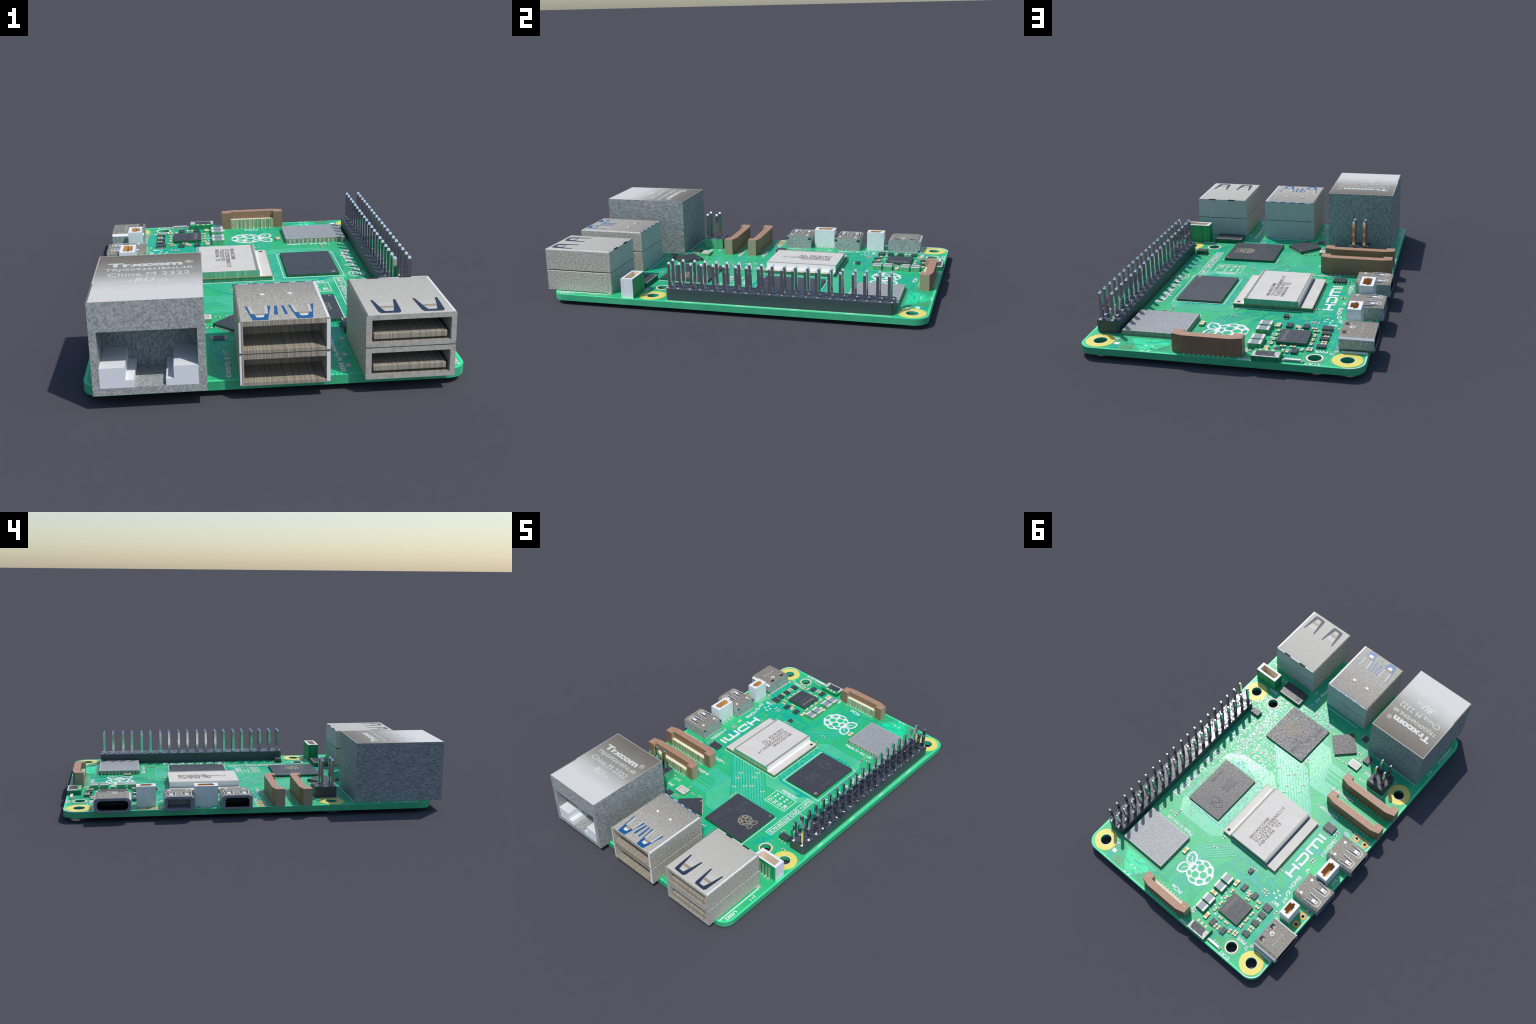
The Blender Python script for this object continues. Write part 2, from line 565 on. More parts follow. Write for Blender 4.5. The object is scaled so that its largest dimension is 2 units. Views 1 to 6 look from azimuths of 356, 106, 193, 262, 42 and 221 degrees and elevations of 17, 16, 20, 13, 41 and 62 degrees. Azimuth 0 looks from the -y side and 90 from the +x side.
# small parts on the underside
bm = bmesh.new()
for _ in range(46):
    cx, cy = rng.uniform(12, 44), rng.uniform(20, 66)
    a, b = rng.choice([(0.5, 0.3), (0.8, 0.45), (1.1, 0.6), (0.3, 0.5)])
    box(bm, cx - a, cx + a, cy - b, cy + b, -THICK - rng.uniform(0.35, 0.8), -THICK + 0.01)
o = finish('underside_component', bm, [m_chip], W(28, 42.5, -THICK), board, 'stuff')

# --------------------------------------------------------------------------- copper artwork
# footprints that artwork and vias stay clear of (x0, x1, y0, y1)
KEEP = [(36, 50, 6.5, 18), (34, 45, 25, 41), (14, 31.5, 24, 42), (28.5, 41.5, 52, 64.5), (50, 56, 7, 58), (22.5, 37, 0, 4.2),
        (0, 17, 46.5, 57), (1.9, 18, 66.5, 85), (22, 36, 70.5, 85), (40, 54, 70.5, 85), (-1, 7, 7, 15.5), (-1, 7, 22, 30), (-1, 7, 35, 42.6),
        (2.5, 6, 16, 21), (1.8, 5.3, 29, 35), (48, 55.3, 64, 68), (40, 47.6, 65, 69.5), (20, 23.5, 5, 16.6), (11.8, 18.3, 7.8, 14.2), (15.7, 21.3, 0, 3.5),
        (6.5, 12, 58, 64), (24.5, 34, 8.4, 15.6), (9.6, 12.6, 25.6, 40), (19, 28, 59.5, 68.2), (46.4, 50, 23.5, 41.5), (42.6, 45, 41.5, 57.8), (34.8, 41.7, 43, 49.6)]


def is_free(x, y, m=0.2):
    if any(a - m < x < b + m and c - m < y < d + m for a, b, c, d in KEEP):
        return False
    return all((x - a) ** 2 + (y - b) ** 2 > 10 for a, b in MOUNT) and all((x - a) ** 2 + (y - b) ** 2 > 5 for a, b in EXTRA)


tr = bmesh.new()          # material 0 teal gaps, 1 light traces, 2 bright window, 3 rim, 4 ground pour


def bus(a, b, n, w, mat=0, z=0.012, jitter=0.0, skip=()):
    for i in range(n):
        if i in skip:
            continue
        t = i / max(1, n - 1)
        ribbon(tr, lerp_path(a, b, t), w * (1 + jitter * rng.uniform(-1, 1)), z + 0.0004 * (i % 5), 0.012, mat)


def patch(pts, mat=0, z=0.006):
    prism(tr, [pts], -0.02, z + 0.5 * next_layer(), mat)


# paler rim round the board
rim = rrect(0.28, 55.72, 0.28, 84.72, 2.75, 8)
ribbon(tr, rim, 0.5, 0.002, 0.008, 3, True)

# controller-to-camera bus
patch([(28.8, 53.4), (28.8, 60.8), (25.6, 60.9), (22.6, 57.6), (17.0, 57.6), (17.0, 48.9), (22.8, 48.7), (27.2, 53.5)], 0, 0.004)
bus([(28.7, 53.9), (27.0, 54.0), (23.0, 49.1), (17.0, 49.1)], [(28.7, 60.4), (25.7, 60.5), (22.7, 57.2), (17.0, 57.2)],
    15, 0.32, 1)
for q in range(3):
    y = 52.4 + q * 1.3
    patch([(16.6, y), (20.8 + q * 0.5, y + 0.1), (21.5 + q * 0.5, y + 0.85), (16.6, y + 0.8)], 5, 0.03)
# controller-to-processor lanes with coupling capacitors
patch([(38.2, 52.3), (36.2, 50.6), (27.2, 41.6), (16.4, 41.6), (21.5, 47.3), (26.6, 52.2)], 0, 0.004)
for t in range(11):
    for d in (-0.17, 0.17):
        p = lerp_path([(37.6, 52.3), (35.7, 50.6), (26.8, 41.5)], [(29.4, 52.3), (27.0, 51.9), (17.0, 41.5)], t / 10)
        ribbon(tr, [(x + d, y - d) for x, y in p], 0.2, 0.012 + 0.0005 * (t % 4), 0.012, 1)
# memory-to-processor
patch([(31.2, 24.6), (33.7, 24.6), (33.7, 41.2), (31.2, 41.4)], 0, 0.004)
for i in range(24):
    y = 25.2 + i * 0.66
    k = rng.uniform(-0.6, 0.6)
    q = rng.uniform(-0.3, 0.3)
    ribbon(tr, [(31.2, y + k), (31.9, y + k), (32.4, y + q), (33.0, y + q + 0.2), (34.2, y)], 0.2, 0.012 + 0.0004 * (i % 4), 0.012, 1)
# memory, lower corner fan
patch([(30.6, 25.4), (30.9, 23.0), (33.1, 21.2), (43.8, 21.3), (46.1, 25.3), (44.4, 25.7), (33.7, 25.4), (31.4, 25.6)], 0, 0.004)
bus([(31.4, 25.2), (33.7, 24.5), (42.5, 24.5), (44.5, 25.6)], [(30.8, 23.3), (33.2, 21.5), (43.6, 21.6), (45.9, 25.4)], 9, 0.25, 1)
patch([(38.6, 24.3), (42.6, 24.3), (43.2, 25.6), (38.9, 25.6)], 0, 0.03)
for x in (39.4, 40.6, 41.9):
    ribbon(tr, [(x, 24.2), (x + 0.5, 25.7)], 0.25, 0.03, 0.012, 1)
# memory, upper corner fan
patch([(45.9, 39.4), (45.7, 41.8), (42.0, 44.5), (31.8, 45.3), (28.0, 41.6), (31.0, 39.8), (33.4, 41.2), (44.6, 40.4)], 0, 0.004)
bus([(44.6, 40.6), (43.2, 41.2), (40.8, 42.0), (33.3, 41.7), (31.2, 40.2)], [(45.8, 39.4), (45.5, 41.6), (42.0, 44.2), (32.0, 45.0), (28.4, 41.6)],
    13, 0.22, 1)
patch([(42.9, 41.0), (40.7, 42.9), (39.4, 42.8), (41.3, 40.9)], 0, 0.032)
# along the memory's header side
for q in range(3):
    ribbon(tr, [(45.3 + q * 0.3, 24.8), (45.5 + q * 0.3, 33 - q), (45.2 + q * 0.3, 37.0)], 0.14, 0.012, 0.012, 0)
# processor-to-card-slot differential lanes
bus([(33.0, 12.8), (32.9, 17.3), (32.5, 18.4), (30.0, 20.7), (27.9, 22.1), (27.6, 24.4)],
    [(29.6, 12.4), (29.7, 13.9), (29.7, 16.5), (24.5, 21.5), (24.3, 22.6), (24.2, 24.4)], 6, 0.42, 0, 0.01)
bus([(33.0, 12.8), (32.9, 17.3), (32.5, 18.4), (30.0, 20.7), (27.9, 22.1), (27.6, 24.4)],
    [(29.6, 12.4), (29.7, 13.9), (29.7, 16.5), (24.5, 21.5), (24.3, 22.6), (24.2, 24.4)], 6, 0.13, 1, 0.026)
bus([(31.0, 4.9), (32.0, 6.0), (31.9, 10.5)], [(27.0, 4.9), (28.2, 6.0), (28.2, 9.0)], 6, 0.42, 0)
bus([(34.5, 5.0), (33.9, 12.6), (33.6, 15.5)], [(33.2, 5.0), (32.9, 12.6), (32.7, 15.5)], 4, 0.1, 0)
bus([(25.85, 5.0), (25.7, 10.0), (25.9, 14.7), (25.5, 18.3), (24.8, 18.95), (19.9, 19.0)],
    [(24.9, 5.0), (24.9, 10.0), (25.0, 14.4), (24.8, 17.9), (24.4, 18.3), (20.2, 18.3)], 3, 0.12, 0)
# video lanes
patch([(14.1, 33.0), (14.1, 41.2), (10.6, 41.2), (7.0, 40.8), (7.0, 36.0), (11.8, 33.2)], 0, 0.004)
bus([(14.0, 33.4), (12.8, 34.6), (10.0, 36.6), (7.0, 36.6)], [(14.0, 41.1), (12.5, 40.9), (10.6, 40.6), (7.2, 40.5)], 13, 0.3, 5, 0.012)
bus([(14.0, 26.5), (12.6, 26.9), (9.2, 23.0), (7.2, 23.2)], [(14.0, 32.8), (12.2, 31.5), (9.2, 28.6), (7.2, 28.6)], 12, 0.17, 0)
# usb side
bus([(30.4, 64.6), (28.8, 66.8), (28.8, 71.0)], [(36.5, 64.4), (34.2, 67.2), (33.8, 71.0)], 7, 0.24, 0)
bus([(37.3, 64.3), (37.6, 67.0), (36.4, 69.5), (36.4, 85)], [(40.8, 64.3), (40.0, 67.0), (39.6, 70.0), (39.6, 85)], 6, 0.22, 0)
bus([(19.2, 69.5), (18.8, 72.0), (18.8, 84.2)], [(21.6, 69.0), (21.8, 72.0), (21.8, 84.2)], 5, 0.22, 0)
bus([(26.3, 66.4), (24.6, 70.0), (22.4, 70.6)], [(28.5, 66.8), (27.4, 70.3), (25.4, 71.0)], 4, 0.2, 0)
# controller top edge towards the header
bus([(41.4, 53.0), (43.6, 54.5), (45.2, 57.0), (45.0, 60.0)], [(41.4, 63.8), (42.4, 63.4), (43.4, 62.6), (44.2, 61.6)], 12, 0.17, 0)
bus([(35.2, 50.2), (38.0, 50.4), (41.2, 50.2)], [(35.2, 52.1), (38.0, 52.2), (41.5, 51.6)], 4, 0.14, 0)
bus([(42.2, 45.5), (42.3, 50.0), (41.0, 52.2)], [(42.6, 45.5), (42.7, 50.0), (41.6, 52.4)], 2, 0.12, 0)
# ethernet transceiver surroundings
bus([(20.2, 62.5), (18.6, 64.6), (17.4, 66.6)], [(21.8, 66.6), (20.4, 68.0), (18.6, 69.8)], 6, 0.17, 0)
bus([(26.0, 61.2), (28.4, 61.0), (28.9, 60.9)], [(27.4, 63.4), (28.3, 62.8), (28.9, 62.6)], 4, 0.17, 0)
bus([(13.6, 64.8), (8.5, 66.0), (5.0, 66.4)], [(13.2, 64.1), (8.3, 65.1), (4.4, 65.3)], 3, 0.15, 0)
# power section and lower border
for pts in ([(8.4, 21.8), (13.6, 22.0), (16.0, 24.0)], [(7.4, 15.2), (7.4, 21.2), (9.6, 23.0)], [(11.2, 17.2), (14.0, 19.6), (17.6, 19.6), (19.6, 17.8)],
            [(16.0, 18.6), (17.8, 20.2), (17.8, 23.9)], [(22.6, 18.9), (21.2, 20.2), (21.2, 24.0)], [(24.4, 19.6), (22.8, 21.4), (22.8, 24.0)],
            [(7.0, 7.6), (7.0, 15.0)], [(6.6, 7.4), (6.6, 15.0)], [(15.6, 3.3), (14.2, 4.2), (12.0, 4.2)], [(20.6, 3.6), (22.2, 4.6)]):
    ribbon(tr, pts, 0.32, 0.012, 0.012, 0)
patch([(6.2, 7.2), (7.3, 7.2), (7.3, 15.4), (6.2, 15.4)], 0, 0.004)
patch([(10.6, 2.0), (15.0, 2.3), (15.8, 3.4), (14.4, 4.0), (12.2, 4.1)], 4, 0.004)


def meander(x, y, n, dx, amp, along_y=True, mat=0, w=0.13):
    pts = []
    for i in range(n):
        a = (amp if i % 2 else -amp)
        pts += [(x + a, y + i * dx), (x - a, y + i * dx)] if along_y else [(x + i * dx, y + a), (x + i * dx, y - a)]
    ribbon(tr, pts, w, 0.012, 0.012, mat)


for args in ((23.6, 19.3, 9, 0.34, 0.35), (26.6, 6.2, 6, 0.4, 0.3), (27.4, 8.4, 5, 0.4, 0.3), (11.6, 28.9, 7, 0.3, 0.3), (14.9, 43.0, 8, 0.36, 0.35),
             (16.6, 45.2, 7, 0.36, 0.3), (28.8, 12.8, 4, 0.32, 0.3), (44.2, 48.4, 7, 0.3, 0.25)):
    meander(*args)
# antenna window with stitched ground borders
patch([(47.0, 5.75), (36.9, 5.85), (40.95, 0.75), (43.15, 0.8), (44.9, 2.6), (45.3, 3.4)], 2, 0.006)
patch([(44.7, 0.65), (47.7, 0.65), (46.6, 2.9), (45.2, 2.5)], 4, 0.006)
patch([(49.7, 0.6), (47.9, 0.7), (48.2, 2.3), (49.4, 2.2)], 0, 0.006)
patch([(36.4, 5.2), (39.9, 0.8), (34.0, 0.8), (35.2, 4.6)], 4, 0.006)
for off in (0.0, 0.28):
    ribbon(tr, [(47.9 - off, 5.7), (47.8 - off, 4.0), (47.0 - off, 3.1), (43.0, 2.8 + off * 0.2)], 0.13, 0.012, 0.012, 0)
ribbon(tr, [(42.6, 2.8), (39.3, 2.65)], 0.12, 0.012, 0.012, 1)
for x, y in MOUNT:
    ribbon(tr, circle(x, y, 3.15, 40), 0.14, 0.01, 0.01, 1, True)
for x, y in EXTRA:
    ribbon(tr, circle(x, y, 2.15, 36), 0.12, 0.01, 0.01, 1, True)
    ribbon(tr, circle(x, y, 2.5, 36), 0.12, 0.01, 0.01, 0, True)
# minor signal nets: short groups of parallel tracks that turn in 45 degree steps
DIRS = [(1, 0), (0.707, 0.707), (0, 1), (-0.707, 0.707), (-1, 0), (-0.707, -0.707), (0, -1), (0.707, -0.707)]
LANES = [(17, 29, 48.5, 61), (16, 38, 41.5, 52.4), (31, 34, 24, 42), (30.5, 46.2, 21, 25.7), (28, 46, 39.4, 45.4), (24, 34.5, 4.5, 24.4)]
made = 0
while made < 150:
    x, y = rng.uniform(1, 55), rng.uniform(1, 84)
    d = rng.randrange(8)
    pts = [(x, y)]
    for k in range(rng.choice((2, 3, 3, 4))):
        ln = rng.uniform(0.7, 3.6)
        x, y = x + DIRS[d][0] * ln, y + DIRS[d][1] * ln
        pts.append((x, y))
        d = (d + rng.choice((-1, 1))) % 8
    ok = all(0.7 < a < 55.3 and 0.7 < b < 84.3 for a, b in pts)
    for (a, b), (c, e) in zip(pts, pts[1:]):
        ok = ok and all(is_free(a + (c - a) * t / 5, b + (e - b) * t / 5, 0.1) for t in range(6))
        ok = ok and not any(x0 < c < x1 and y0 < e < y1 for x0, x1, y0, y1 in LANES)
    if not ok:
        continue
    made += 1
    for q in range(rng.choice((1, 2, 2, 3))):
        ribbon(tr, [(a + 0.33 * q, b + 0.2 * q) for a, b in pts], rng.choice((0.1, 0.12, 0.16)), 0.012, 0.012, 0)
finish('copper_trace', tr, [m_teal, m_trace, m_bright, m_rim, m_deepgreen, m_board], W(28, 42.5, 0), board, 'stuff')

# vias: ring with a dark centre
vb = bmesh.new()


def via(x, y, r=0.2):
    z = 0.048 + 0.001 * rng.random()
    for rr, zz, m in ((r, z, 0), (r * 0.5, z + 0.006, 1)):
        vs = [vb.verts.new(W(x + rr * math.cos(a * math.pi / 4), y + rr * math.sin(a * math.pi / 4), zz)) for a in range(8)]
        f = vb.faces.new(vs)
        f.normal_update()
        if f.normal.z < 0:
            f.normal_flip()
        f.material_index = m


cnt = 0
while cnt < 230:
    x, y = rng.uniform(0.8, 55.2), rng.uniform(0.8, 84)
    if is_free(x, y):
        via(x, y, rng.uniform(0.14, 0.24))
        cnt += 1
for i in range(24):                                    # stitching along the antenna window
    t = i / 23
    via(47.2 - 10.2 * t, 6.25, 0.16)
    via(36.7 + 4.1 * t, 5.6 - 4.9 * t, 0.15)
    via(44.2 + 5.0 * t if t < 0.8 else 49, 0.5, 0.15)
for i in range(60):
    x, y = rng.uniform(44.9, 47.6), rng.uniform(0.8, 2.8)
    via(x, y, 0.13)
    via(rng.uniform(34.2, 38.6), rng.uniform(1.0, 5.0), 0.13) if i % 2 else via(rng.uniform(48.0, 49.5), rng.uniform(3.2, 6), 0.13)
finish('via', vb, [m_via, m_viahole], W(28, 42.5, 0), board, 'stuff')

# --------------------------------------------------------------------------- silkscreen
sk = bmesh.new()


def line(pts, w=0.16, closed=False):
    ribbon(sk, pts, w, 0.03, 0.03, 0, closed)


line([(33.55, 25.35), (45.2, 25.35), (45.2, 40.6), (33.55, 40.6)], 0.15, True)                # memory frame
line([(42.9, 41.9), (44.6, 41.9), (44.6, 57.4), (42.9, 57.4)], 0.15, True)                    # header legend frame
line([(44.6, 47.15), (47.6, 47.15), (49.6, 47.15)], 0.13)
line([(35.05, 44.5), (41.45, 44.5), (41.45, 49.2), (35.05, 49.2)], 0.14, True)                # memory option box
line(rrect(46.35, 49.2, 38.65, 41.15, 0.5, 4), 0.2, True)                                     # model number box
line([(0.2, 43.75), (5.4, 43.75), (5.4, 45.8), (0.25, 45.8)], 0.14, True)
line([(0.25, 16.3), (0.25, 21.6), (2.6, 21.6)], 0.14)
line([(1.95, 66.5), (9.5, 66.5), (18.2, 66.5)], 0.14)
line([(6.3, 58.0), (12.0, 58.0)], 0.14)
line([(6.3, 58.0), (6.3, 64.2)], 0.14)
line([(24.0, 70.3), (34.0, 70.3)], 0.16)
line([(53.9, 72.0), (53.9, 84.6)], 0.22)
line([(41.55, 52.2), (41.55, 64.4)], 0.14)
line([(13.9, 24.2), (13.9, 41.7), (31.5, 41.7), (31.5, 24.2)], 0.12, True)
line([(4.2, 0.16)] + [(3 + 2.84 * math.cos(math.radians(a)), 3 + 2.84 * math.sin(math.radians(a))) for a in range(265, 175, -10)] + [(0.16, 6.6)], 0.2)  # white arc paints an edge highlight on the board corner
for y in (16.0, 28.0, 40.0, 52.0):
    line([(55.35, y - 0.9), (55.5, y - 0.4), (55.35, y), (55.5, y + 0.4), (55.4, y + 1)], 0.13)
line([(55.3, 7.5), (55.3, 57.5)], 0.05)
finish('silkscreen_and_glint', sk, [m_silk], W(28, 42.5, 0), board)


def label(t, X, Y, L, H, d, m=None, **k):
    k.setdefault('weight', 0.055)
    lettering('silkscreen_lettering', t, X, Y, 0.03, L, H, d, m or m_silk, board, **k)


label('Raspberry Pi', 46.35, 24.2, 13.6, 2.5, 'y', weight=0.1)
label('5', 46.9, 39.25, 1.3, 1.75, 'y')
label('HAT+ GPIO INTERFACE', 43.25, 42.35, 14.6, 1.0, 'y')
label('MEMORY', 36.1, 44.2, 4.7, 1.0, 'x')
for i, t in enumerate(('1G', '2G', '4G', '8G')):
    label(t, 35.5 + i * 1.5, 47.2, 1.5, 0.95, 'y')
label('Made in the UK', 36.6, 18.9, 8.6, 0.85, 'x')
label('PCIe', 28.1, 6.0, 3.1, 0.95, 'x')
label('J20', 22.6, 3.4, 1.8, 0.9, 'y')
label('PSW', 21.5, 0.95, 2.3, 0.8, 'x')
label('STAT', 8.1, 1.15, 3.0, 0.9, 'x')
label('PWR', 7.6, 6.6, 2.5, 0.95, 'x')
label('J1', 6.3, 4.9, 0.9, 0.9, 'y')
label('HDMI0', 8.0, 23.7, 4.0, 0.95, 'y')
label('HDMI1', 7.55, 37.2, 3.8, 0.95, 'y')
label('J6', 7.7, 29.4, 1.2, 0.85, 'y')
label('J13', 7.45, 35.2, 1.6, 0.9, 'y')
label('J5', 7.0, 19.6, 1.7, 0.85, 'y')
label('/2', 7.6, 21.6, 1.6, 0.9, 'y')
label('BAT', 7.8, 18.9, 2.0, 0.85, 'x')
label('UART', 0.75, 30.7, 3.0, 0.85, 'y')
label('USB2', 54.35, 80.1, 3.3, 0.8, 'y')
label('J11', 54.35, 74.0, 1.7, 0.8, 'y')
label('ETHERNET', 0.75, 75.6, 6.2, 0.7, 'y')
label('J10', 0.75, 70.8, 1.8, 0.7, 'y')
label('CAM/DISP 0', 11.3, 52.5, 6.4, 0.85, 'x')
label('CAM/DISP 1', 11.3, 46.3, 6.4, 0.85, 'x')
label('J14', 12.4, 59.1, 1.8, 0.85, 'x')
label('PoE', 12.6, 61.4, 1.6, 0.8, 'x')
label('VID', 5.8, 44.5, 1.7, 0.85, 'x')
label('FAN', 47.5, 65.0, 2.5, 0.9, 'x')
label('J17', 47.9, 69.5, 1.8, 0.8, 'x')
label('(c) Raspberry Pi 2022', 37.3, 69.4, 14.6, 0.85, 'y')
label('J12 USB3', 20.5, 74.3, 9.6, 0.85, 'y')
label('J8', 49.0, 5.2, 1.1, 0.7, 'x')

# big block-letter port legend, drawn as strokes
lg = bmesh.new()


def stroke(pts, w=0.55):
    ribbon(lg, pts, w, 0.03, 0.03)


lx, hx = 9.95, 12.25                                                  # bottoms and tops of the letters (X)
stroke([(lx, 26.25), (hx, 26.25)], 0.62)                              # H
stroke([(lx, 29.0), (hx, 29.0)], 0.62)
stroke([(11.1, 26.2), (11.1, 29.0)], 0.62)
stroke([(11.15, 30.15), (lx + 0.28, 30.15), (lx + 0.28, 32.6), (lx + 0.75, 33.2), (hx - 0.6, 33.2), (hx - 0.28, 32.7), (hx - 0.28, 30.0)], 0.58)   # D
stroke([(lx, 34.25), (hx - 0.28, 34.25), (hx - 0.28, 38.0), (hx - 0.7, 38.35), (lx, 38.35)], 0.6)                     # M
stroke([(lx, 36.3), (hx - 0.3, 36.3)], 0.6)
stroke([(lx, 39.5), (hx, 39.5)], 0.62)                                # I
finish('port_legend', lg, [m_silk], W(11, 33, 0), board)


INNER_LEAF = [(3.25, 0.62), (3.15, 1.2), (3.45, 1.95), (3.95, 2.55), (4.2, 2.45), (4.45, 2.85), (4.75, 2.6), (5.05, 2.8), (5.08, 2.35), (5.25, 1.9),
              (5.05, 1.65), (5.2, 1.2), (4.95, 1.0), (4.85, 0.62), (4.3, 0.5)]


def berry_mark(name, cx, cy, s, z, mat, parent, swell=0.0):
    """Round fruit outline with eleven drupelet windows and two toothed leaves; leaves point to +X."""
    def T(pts):
        return [(cx + s * p[0], cy + s * p[1]) for p in pts]
    out = []
    for i in range(72):                                               # scalloped fruit
        a = 2 * math.pi * i / 72
        r = 3.27 + 0.2 * abs(math.cos(4.5 * a)) + 0.08 * math.cos(a)
        out.append((r * math.cos(a) * 1.02 - 0.05, r * math.sin(a) * 1.03))
    leafo = [(2.6, 0.15), (2.9, 0.95), (3.2, 2.1), (3.95, 3.3), (5.05, 3.45), (5.55, 2.9), (5.75, 1.7), (5.4, 0.7), (5.1, 0.12)]
    g = (swell if swell else 0.0)
    windows = [circle(0.7, 1.07, 0.80 + g), circle(0.7, -1.17, 0.76 + g), circle(-1.05, -0.02, 0.76 + g),
               circle(2.2, 0.0, 0.36 + g, 24, 0.72 + g, math.pi / 2), circle(2.16, 1.72, 0.36 + g, 24, 0.66 + g, math.radians(150)),
               circle(0.32, 2.62, 0.36 + g, 24, 0.74 + g, math.radians(5)), circle(-1.5, 1.88, 0.42 + g, 24, 0.68 + g, math.radians(38)),
               circle(-2.72, 0.0, 0.40 + g, 24, 0.78 + g, math.pi / 2), circle(-1.5, -1.86, 0.42 + g, 24, 0.68 + g, math.radians(-38)),
               circle(0.32, -2.68, 0.36 + g, 24, 0.74 + g, math.radians(-5)), circle(2.16, -1.72, 0.36 + g, 24, 0.66 + g, math.radians(-150))]
    b = bmesh.new()
    prism(b, [T(out)] + [T(w) for w in windows], z - 0.02, z + 0.03)

    def leaf(sign):
        outer = [(2.75, 0.2), (2.6, 1.1), (2.95, 2.2), (3.6, 3.05), (4.5, 3.35), (5.35, 3.2), (5.6, 2.5), (5.75, 1.6), (5.5, 0.75), (5.05, 0.15), (4.0, 0.06)]
        inner = [(4.2 + (x - 4.2) * 1.1, 1.6 + (y - 1.6) * 1.12) for x, y in INNER_LEAF]
        vein_a, vein_b = (3.2, 0.5), (4.55, 2.0)
        prism(b, [T([(x, sign * y) for x, y in outer]), T([(x, sign * y) for x, y in inner])], z - 0.02, z + 0.032)
        ribbon(b, T([(vein_a[0], sign * vein_a[1]), (3.9, sign * 1.15), (vein_b[0], sign * vein_b[1])]), 0.2 * s, z, 0.028)
    leaf(1)
    leaf(-1)
    prism(b, [T(circle(3.05, 0.0, 0.55, 20))], z - 0.02, z + 0.026)
    return finish(name, b, [mat], W(cx, cy, z), parent)


berry_mark('fruit_emblem', 28.15, 12.35, 0.99, 0.03, m_silk, board, 0.11)

# memory option solder pads, test dots, antenna pads
pd = bmesh.new()
for i in range(4):
    for yy in (45.45, 46.4):
        if i < 3:
            prism(pd, [circle(36.15 + i * 1.5, yy, 0.3, 14)], -0.02, 0.05)
box(pd, 48.2, 49.3, 2.3, 3.3, -0.02, 0.06)
for x, y in ((42.78, 2.8), (41.42, 2.79), (42.72, 0.5), (41.49, 0.5)):
    box(pd, x - 0.3, x + 0.3, y - 0.16, y + 0.16, -0.02, 0.05)
for x, y in ((9.5, 19.6), (10.7, 20.2), (9.2, 20.7), (10.3, 21.3), (18.2, 13.0), (18.3, 11.0), (18.1, 9.2), (18.2, 7.0), (19.9, 12.6), (19.7, 10.9), (19.8, 8.6), (13.3, 16.9)):
    box(pd, x - 0.25, x + 0.25, y - 0.22, y + 0.22, -0.02, 0.06)
finish('solder_pad', pd, [m_silk], W(40, 30, 0), board, 'stuff')

# --------------------------------------------------------------------------- small passives (shared meshes)
def chip_part_mesh(name, L, Wd, H, body, end, side, endfrac=0.25):
    """Surface mount part centred on the origin, long axis along x."""
    b = bmesh.new()
    e = L * endfrac

    def loc(u, v, w):
        return Vector((u * S, v * S, w * S))

    def bx(x0, x1, hw, z1, top):
        c = bmesh.new()
        bmesh.ops.create_cube(c, size=1.0)
        for v in c.verts:
            v.co = Vector(((x0 + x1) / 2 + v.co.x * (x1 - x0), v.co.y * 2 * hw, z1 / 2 + v.co.z * z1))
        merge(b, c, loc, 0, top_side(top, 2))
    bx(-L / 2 + e, L / 2 - e, Wd / 2 * 0.96, H * 0.97, 0)
    bx(-L / 2, -L / 2 + e, Wd / 2, H, 1)
    bx(L / 2 - e, L / 2, Wd / 2, H, 1)
    me = bpy.data.meshes.new(name)
    b.to_mesh(me)
    b.free()
    for m in (body, end, side):
        me.materials.append(m)
    return me


me_cap = chip_part_mesh('ceramic_capacitor', 1.1, 0.62, 0.32, m_captan, m_capend, m_cap_side, 0.26)
me_capbig = chip_part_mesh('amber_capacitor', 1.75, 0.95, 0.45, m_capamber, m_capend, m_cap_side, 0.27)
me_tiny = chip_part_mesh('tiny_resistor', 0.95, 0.42, 0.12, m_chip, m_capend, m_cap_side, 0.33)
me_pair = chip_part_mesh('coupling_capacitor', 1.05, 0.42, 0.1, m_teal, m_coppad, m_coppad, 0.34)
me_ind = chip_part_mesh('power_inductor', 2.6, 2.05, 1.12, m_ind, m_indend, m_ind_side, 0.2)
me_blk = chip_part_mesh('black_inductor', 1.75, 1.25, 0.45, m_chip, m_chip, m_chip_side, 0.3)


def place(name, me, X, Y, along='x', parent=root):
    return add(name, me, W(X, Y, 0), parent, None, 0.0 if along == 'x' else math.pi / 2)


for X, Y in ((14.58, 14.75), (12.0, 15.95), (11.44, 14.75), (16.51, 7.0), (14.59, 7.0), (9.0, 12.65), (9.02, 10.1), (9.0, 9.2), (11.2, 6.05), (11.2, 6.8)):
    place('ceramic_capacitor', me_cap, X, Y, 'x')
for X, Y in ((16.15, 4.8), (15.22, 4.8), (12.6, 6.03), (11.35, 8.8), (11.35, 10.7), (11.35, 12.6), (18.92, 9.82), (18.92, 7.83), (18.9, 11.75), (18.9, 13.9), (15.6, 16.3), (15.0, 15.9)):
    place('ceramic_capacitor', me_cap, X, Y, 'y')
place('amber_capacitor', me_capbig, 22.0, 10.75, 'x')
for X, Y in ((19.44, 16.2), (19.43, 5.28), (34.94, 14.35)):
    place('amber_capacitor', me_capbig, X, Y, 'y')
for Y in (15.4, 12.85, 8.67, 6.25):
    place('power_inductor', me_ind, 21.8, Y, 'x')
